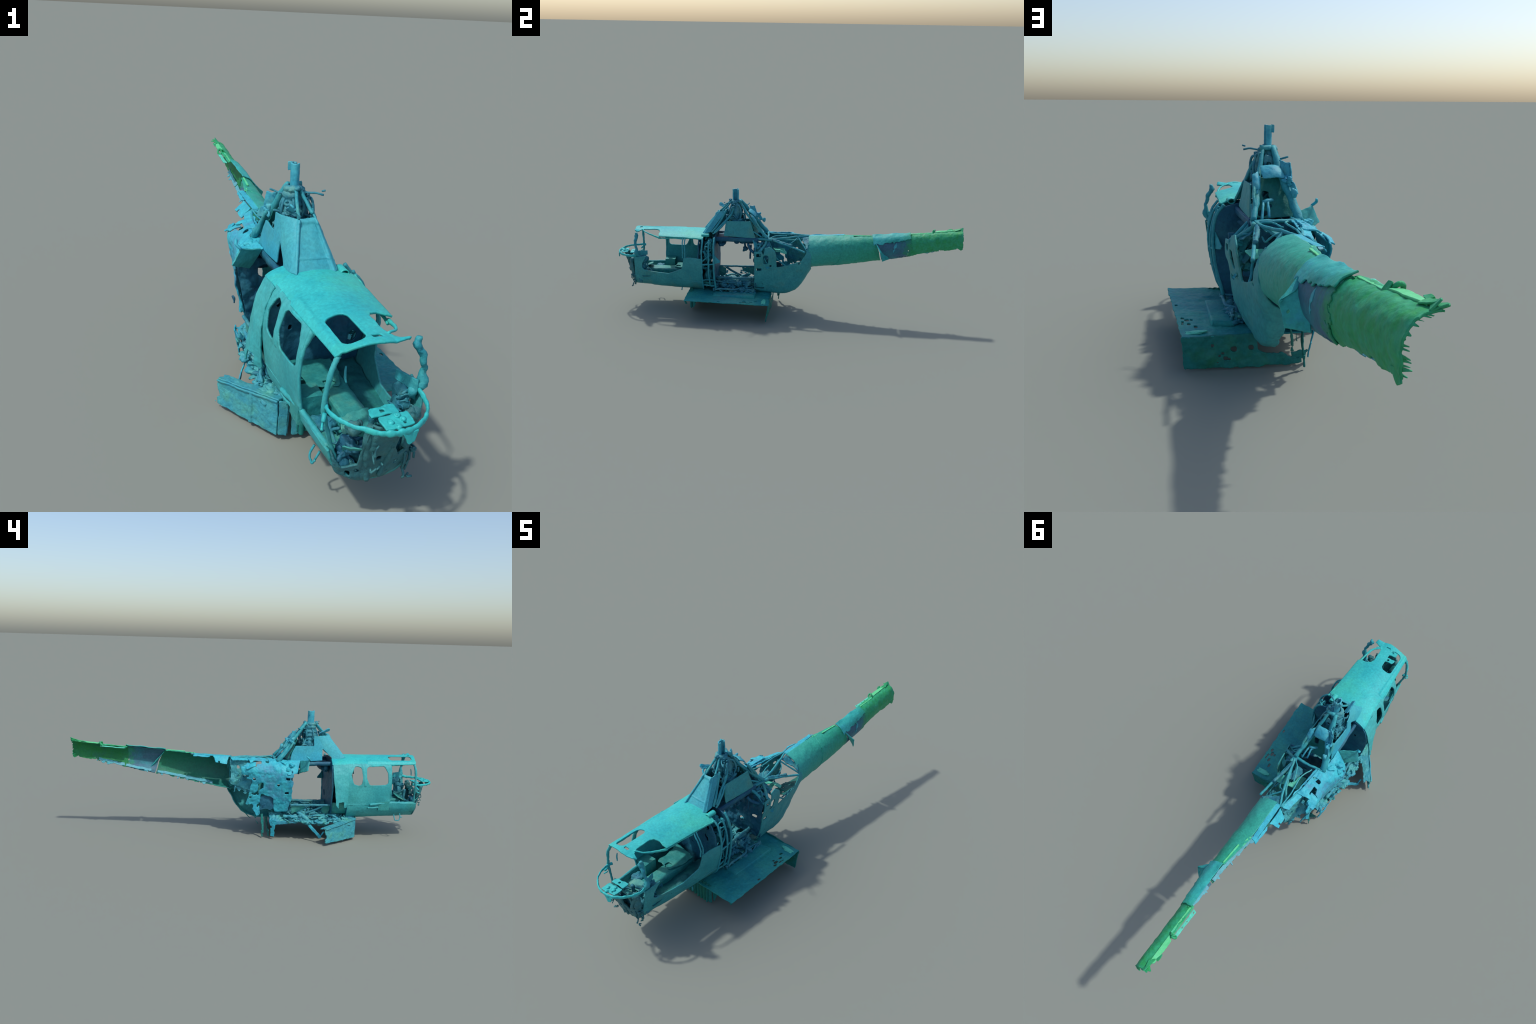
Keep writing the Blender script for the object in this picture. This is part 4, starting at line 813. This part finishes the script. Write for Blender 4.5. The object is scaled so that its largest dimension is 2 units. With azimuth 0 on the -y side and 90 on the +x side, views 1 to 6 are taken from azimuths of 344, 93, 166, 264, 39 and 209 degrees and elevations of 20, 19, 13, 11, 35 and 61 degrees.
# crust of wreckage over the left part of the deck
g = Geo()
U, V = np.meshgrid(np.linspace(0, 1, 90), np.linspace(0, 1, 160)); y = -.505+.455*V; ex = np.interp(y, [-.51, -.44, -.36, -.30, -.22, -.1, -.05], [-.135, -.165, -.17, -.165, -.150, -.142, -.135])
x = -.04+(ex+.04)*U; P = np.stack([x, y, .125-.035*U**2.2], -1); N = fbm(P, 30, 431); N2 = fbm(P, 40, 432)
P[..., 2] += .016*N+.010*fbm(P, 70, 434)+.006*np.abs(fbm(P, 25, 435)); P[..., 0] += .010*fbm(P, 55, 436); k = (1-U)*.1-.010*(.8+N2); k = np.minimum(k, V*.4)
g.merge(sheet(P, k, .006, 45, 433))
R = random.Random(4)
for q in range(14): blob(g, (R.uniform(-.15, -.08), R.uniform(-.49, -.1), R.uniform(.098, .115)), (R.uniform(.010, .024), R.uniform(.010, .03), R.uniform(.007, .014)), 440+q, .9, sub=4)
wires(g, (-.15, -.49, .105), (-.06, -.1, .135), 7, .0035, 470, .1); scraps(g, (-.155, -.48, .095), (-.09, -.1, .125), 40, .017, 471)
tube(g, [(-.10, -.19, .155), (-.13, -.235, .125), (-.145, -.25, .11)], .009, seed=5, lump=.4); tube(g, [(-.12, -.12, .125), (-.125, -.2, .12), (-.11, -.28, .122)], .007, seed=6, lump=.4)
obj('wreckage_crust', g, M_BEAM, PLAT, .004, kind='stuff')
g = Geo()   # torn braces and legs
g.merge(patch([(-.138, -.225, .105), (-.150, -.255, .100), (-.205, -.322, .032), (-.195, -.308, .022)], 18, 50, .004, 50, .004, seed=481))
g.merge(patch([(-.200, -.325, .066), (-.207, -.333, .062), (-.195, -.31, .026), (-.188, -.303, .026)], 12, 30, .003, 50, .003, seed=482))
g.merge(patch([(-.145, -.085, .112), (-.135, -.040, .115), (-.115, -.052, .008), (-.125, -.078, .006)], 24, 60, .008, 40, .005, seed=483, holes=[(.7, .42, .006)]))
g.merge(patch([(-.147, -.20, .11), (-.14, -.05, .115), (-.135, -.055, .072), (-.142, -.19, .088)], 70, 24, .010, 45, .005, seed=484))
obj('torn_leg', g, M_TORN, PLAT, .004)
g = Geo()
g.merge(patch([(-.085, -.02, .135), (-.085, .0, .13), (-.095, -.012, .02), (-.095, -.026, .02)], 16, 50, .005, 45, .004, seed=485))
g.merge(patch([(-.088, -.015, .045), (-.098, -.005, .045), (-.098, -.010, .002), (-.094, -.018, .002)], 14, 24, .004, 50, .003, seed=486))
g.merge(patch([(-.12, -.047, .05), (-.06, -.047, .045), (-.06, -.05, .012), (-.11, -.05, .012)], 34, 20, .009, 45, .006, seed=487))
obj('weed_leg', g, M_SKIRT, PLAT, .004)
g = Geo()   # thin shred hanging beside the belly, loose fragments
tube(g, [(-.02, .115, .175), (-.03, .09, .14), (-.04, .06, .105), (-.045, .045, .095)], [.002, .004, .004, .002], seed=7, flat=.4)
tube(g, [(-.05, .02, .085), (-.055, .005, .065)], [.001, .005], seed=8, flat=.4)
tube(g, [(-.06, .03, .125), (-.063, .02, .10)], [.001, .004], seed=9, flat=.4)
obj('hanging_shred', g, M_SKIRT, HELI)
